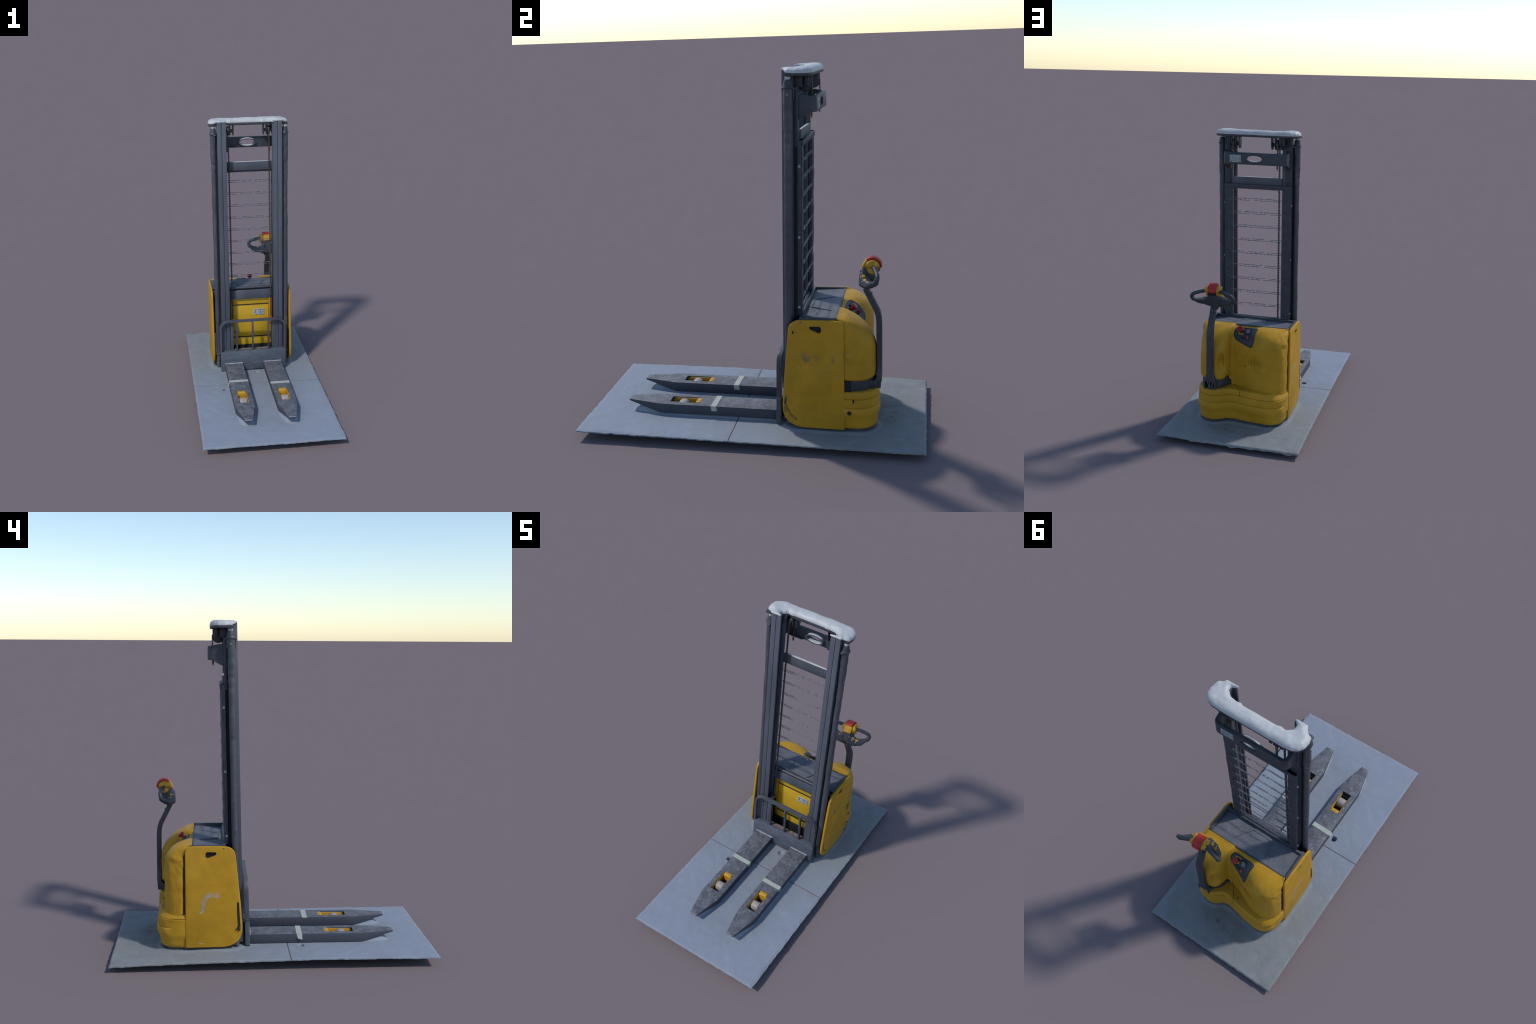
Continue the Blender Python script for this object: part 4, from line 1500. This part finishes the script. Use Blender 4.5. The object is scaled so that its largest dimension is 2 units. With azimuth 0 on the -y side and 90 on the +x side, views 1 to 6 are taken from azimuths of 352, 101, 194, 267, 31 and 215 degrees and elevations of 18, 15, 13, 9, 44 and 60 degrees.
# ------------------------------------------------------------------- tiller
# dark steering plinth under the drum
b = Build()
ring = [(0.294, 0.52), (0.292, 0.56), (0.281, 0.61), (0.258, 0.645), (0.228, 0.667), (0.195, 0.676), (0.163, 0.67), (0.14, 0.652), (0.123, 0.625), (0.112, 0.595), (0.106, 0.54)]
ring = [(p.x, p.y) for p in smooth_curve([(x, y, 0) for x, y in ring], 6)]
b.prism(ring, 2, 0.286, 0.385, 0.003)
plinth = b.done("steering_plinth", truck, m_arm)
b = Build()
b.box(0.285, 0.3035, 0.524, 0.56, 0.291, 0.352, 0.003)
b.done("plinth_gap", plinth, m_black)
b = Build()
b.box(0.0985, 0.112, 0.54, 0.571, 0.2925, 0.372, 0.001)
b.done("plinth_recess", plinth, m_black)
b = Build()
b.cyl((0.104, 0.575, 0.310), (0, 1, 0), 0.006, 0.02, n=14, bev=0.0015)
b.done("plinth_bolt", plinth, m_darkprint)
AX = 0.200
ARM = [(0.7065, 0.352), (0.7065, 0.45), (0.7060, 0.58), (0.7050, 0.655), (0.7015, 0.695), (0.694, 0.724), (0.683, 0.748), (0.666, 0.782), (0.650, 0.814), (0.6385, 0.836), (0.634, 0.848)]
AP = smooth_curve([(AX, y, z) for y, z in ARM], 5)
b = Build()
rings = []
for i, p in enumerate(AP):
    d = (AP[min(i + 1, len(AP) - 1)] - AP[max(i - 1, 0)]).normalized()
    nrm = Vector((0, d.z, -d.y))
    w, h = 0.0222, 0.0148
    flare = 1 - sstep(p.z, 0.362, 0.40)
    w += 0.017 * flare
    sh = 1 - 0.12 * sstep(p.z, 0.70, 0.8)
    w *= sh
    c = 0.0045
    rings.append([p + Vector((sx * (w - cx), 0, 0)) + nrm * (sy * (h - cy)) for sx, sy, cx, cy in
                  ((-1, -1, c, 0), (1, -1, c, 0), (1, -1, 0, c), (1, 1, 0, c), (1, 1, c, 0), (-1, 1, c, 0), (-1, 1, 0, c), (-1, -1, 0, c))])
b.loft(rings)
tiller = b.done("tiller_arm", truck, m_arm, angle=40)
b = Build()
for sx in (-1, 1):
    x = AX + sx * 0.0365
    b.prism([(0.640, 0.296), (0.716, 0.296), (0.719, 0.36), (0.700, 0.368), (0.690, 0.348), (0.676, 0.335), (0.645, 0.338)], 0, x - 0.0045, x + 0.0045, 0.0015)
    b.cyl((x + sx * 0.005, 0.690, 0.322), (1, 0, 0), 0.0085, 0.005, n=20, bev=0.001)
b.box(AX - 0.035, AX + 0.035, 0.655, 0.70, 0.294, 0.306, 0.002)
b.box(AX - 0.035, AX + 0.035, 0.650, 0.664, 0.294, 0.345, 0.002)
b.box(AX - 0.004, AX + 0.004, 0.695, 0.712, 0.300, 0.352, 0.001)
b.done("tiller_yoke", tiller, m_arm)
b = Build()
for x0, bend in ((AX - 0.02, 0.012), (AX + 0.016, -0.008)):
    b.tube([Vector((x0 + bend * (k / 8) ** 2, 0.705, 0.352 - 0.045 * k / 8)) for k in range(9)], 0.0028, 8, up=(0, 1, 0))
b.done("cable", tiller, plain("grey_cable", (0.2, 0.2, 0.21), 0.5))
b = Build()
b.box(AX - 0.0197, AX + 0.0197, 0.638, 0.668, 0.8125, 0.8145, 0, rot=Matrix.Rotation(math.radians(25), 3, "X"))
b.done("arm_joint", tiller, m_black)

HX = 0.1905


def yaw(v):
    return Vector((v.x, v.y + 0.05 * (v.x - HX), v.z + 0.015 * (v.x - HX)))


b = Build()
# centre body from the neck to the core
b.hull([(HX + sx * 0.012, 0.640, 0.842, 0.012) for sx in (-1, 1)] + [(HX + sx * 0.026, 0.616, 0.895, 0.014) for sx in (-1, 1)] + [(HX + sx * 0.028, 0.664, 0.895, 0.012) for sx in (-1, 1)])
b.hull([(HX + sx * 0.026, 0.616, 0.895, 0.014) for sx in (-1, 1)] + [(HX + sx * 0.028, 0.664, 0.895, 0.012) for sx in (-1, 1)] + [(HX + sx * 0.020, 0.630, 0.960, 0.012) for sx in (-1, 1)] + [(HX + sx * 0.020, 0.690, 0.945, 0.012) for sx in (-1, 1)])
for s in (-1, 1):
    # broad lower wings: their tops slope down and outwards and carry the push buttons
    b.hull([(HX + s * 0.026, 0.611, 0.930, 0.010), (HX + s * 0.026, 0.645, 0.925, 0.010), (HX + s * 0.018, 0.630, 0.858, 0.014), (HX + s * 0.022, 0.606, 0.890, 0.010),
            (HX + s * 0.066, 0.620, 0.902, 0.009), (HX + s * 0.060, 0.608, 0.878, 0.010), (HX + s * 0.066, 0.655, 0.893, 0.010), (HX + s * 0.062, 0.642, 0.872, 0.012)])
    b.hull([(HX + s * 0.064, 0.621, 0.902, 0.009), (HX + s * 0.060, 0.608, 0.878, 0.010), (HX + s * 0.106, 0.638, 0.880, 0.010), (HX + s * 0.066, 0.655, 0.893, 0.010), (HX + s * 0.062, 0.642, 0.872, 0.012),
            (HX + s * 0.108, 0.648, 0.895, 0.009), (HX + s * 0.116, 0.674, 0.896, 0.013), (HX + s * 0.105, 0.664, 0.884, 0.011)])
    b.hull([(HX + s * 0.108, 0.648, 0.895, 0.009), (HX + s * 0.106, 0.638, 0.880, 0.010), (HX + s * 0.116, 0.674, 0.896, 0.013), (HX + s * 0.134, 0.690, 0.910, 0.0125), (HX + s * 0.126, 0.672, 0.906, 0.010)])
    loop = [(0.130, 0.680, 0.902), (0.1375, 0.687, 0.914), (0.1385, 0.692, 0.928), (0.131, 0.6945, 0.940), (0.117, 0.693, 0.949), (0.08, 0.685, 0.961), (0.036, 0.672, 0.970)]
    loop = [Vector((HX + s * (x + 0.0025 * sstep(x, 0.08, 0.13)), y, z)) for x, y, z in loop]
    for p, q in zip(loop, loop[1:]):
        b.hull([(p.x, p.y, p.z, 0.0128), (q.x, q.y, q.z, 0.0128)])
head = b.done("control_head", tiller, m_plastic, fn=yaw)
modified(head, [("REMESH", dict(mode="VOXEL", voxel_size=0.0021)), ("SMOOTH", dict(factor=0.5, iterations=7))], 60)
bm = bmesh.new()
bm.from_mesh(head.data)
HEAD_BVH = BVHTree.FromBMesh(bm)
bm.free()
b = Build()
b.cyl((HX, 0.671, 0.966), (1, 0, 0), 0.0385, 0.056, n=40, bev=0.003)
b.done("head_core", tiller, m_black, fn=yaw)
b = Build()
out, inn = arc(0.669, 0.970, 0.0490, -8, 134, 26), arc(0.669, 0.970, 0.036, 134, -8, 26)
b.prism(out + inn, 0, HX - 0.0275, HX + 0.0235, 0.0025, ang=40)
b.done("belly_button", tiller, m_red, fn=yaw)
b = Build()
b.prism([(0.6345, 1.0055), (0.611, 0.963), (0.618, 0.956), (0.650, 0.958), (0.655, 0.99)], 0, HX - 0.0275, HX + 0.0285, 0.003)
b.done("head_cover", tiller, m_yplain, fn=yaw)
for s in (-1, 1):
    b = Build()
    rings = []
    N = 36
    N = 60
    for k, (rf, h) in enumerate(((1.0, 0.0), (1.0, 0.010), (0.93, 0.013), (0.6, 0.014), (0.3, 0.016), (0.05, 0.017))):
        ring = []
        for i in range(N):
            a = i * math.tau / N
            lobe = 0.5 + 0.5 * math.cos(3 * (a - 0.5))
            r = 0.0365 * rf * (1 - 0.10 * (1 - lobe) * (1 if 0 < k < 3 else 0))
            hh = h + (0.010 * lobe ** 1.5 * (1 if 1 <= k <= 4 else 0)) - 0.005 * (1 - lobe) * (1 if k in (2, 3) else 0)
            ring.append((HX + s * (0.0285 + hh), 0.669 + r * math.cos(a), 0.969 + r * math.sin(a)))
        rings.append(ring)
    b.loft(rings)
    b.done("drive_rocker", tiller, m_yplain, angle=50, fn=yaw)
for dx, y, turn in ((0.052, 0.6245, 8), (0.077, 0.6335, 20)):
    for s in (-1, 1):
        def drop(x, yy):
            hit, nrm, _, _ = HEAD_BVH.ray_cast(Vector((x, yy, 1.2)), Vector((0, 0, -1)))
            return hit, nrm
        hit, nrm = drop(HX + s * dx, y)
        if hit is not None:
            e = Vector((math.cos(math.radians(turn)), s * math.sin(math.radians(turn)), 0))
            e = (e - nrm * e.dot(nrm)).normalized()
            R = Matrix((e, nrm.cross(e), nrm)).transposed()
            b = Build()
            b.box(-0.0105, 0.0105, -0.0082, 0.0082, -0.003, 0.0026, 0.0024)
            b.done("push_button", tiller, m_yplain, fn=lambda v: hit + R @ v)
        h2, n2 = drop(HX + s * (dx - 0.002), y - 0.0145)
        if h2 is not None:
            R2 = n2.to_track_quat("Z", "Y").to_matrix()
            b = Build()
            b.box(-0.003, 0.003, -0.0025, 0.0025, -0.0006, 0.0007, 0.0003)
            b.done("button_symbol", tiller, m_white, fn=lambda v: h2 + R2 @ v)
b = Build()
b.cyl((0.199, 0.6675, 0.829), (0, 1, 0.45), 0.003, 0.003, n=12)
b.done("arm_screw", tiller, m_zinc)
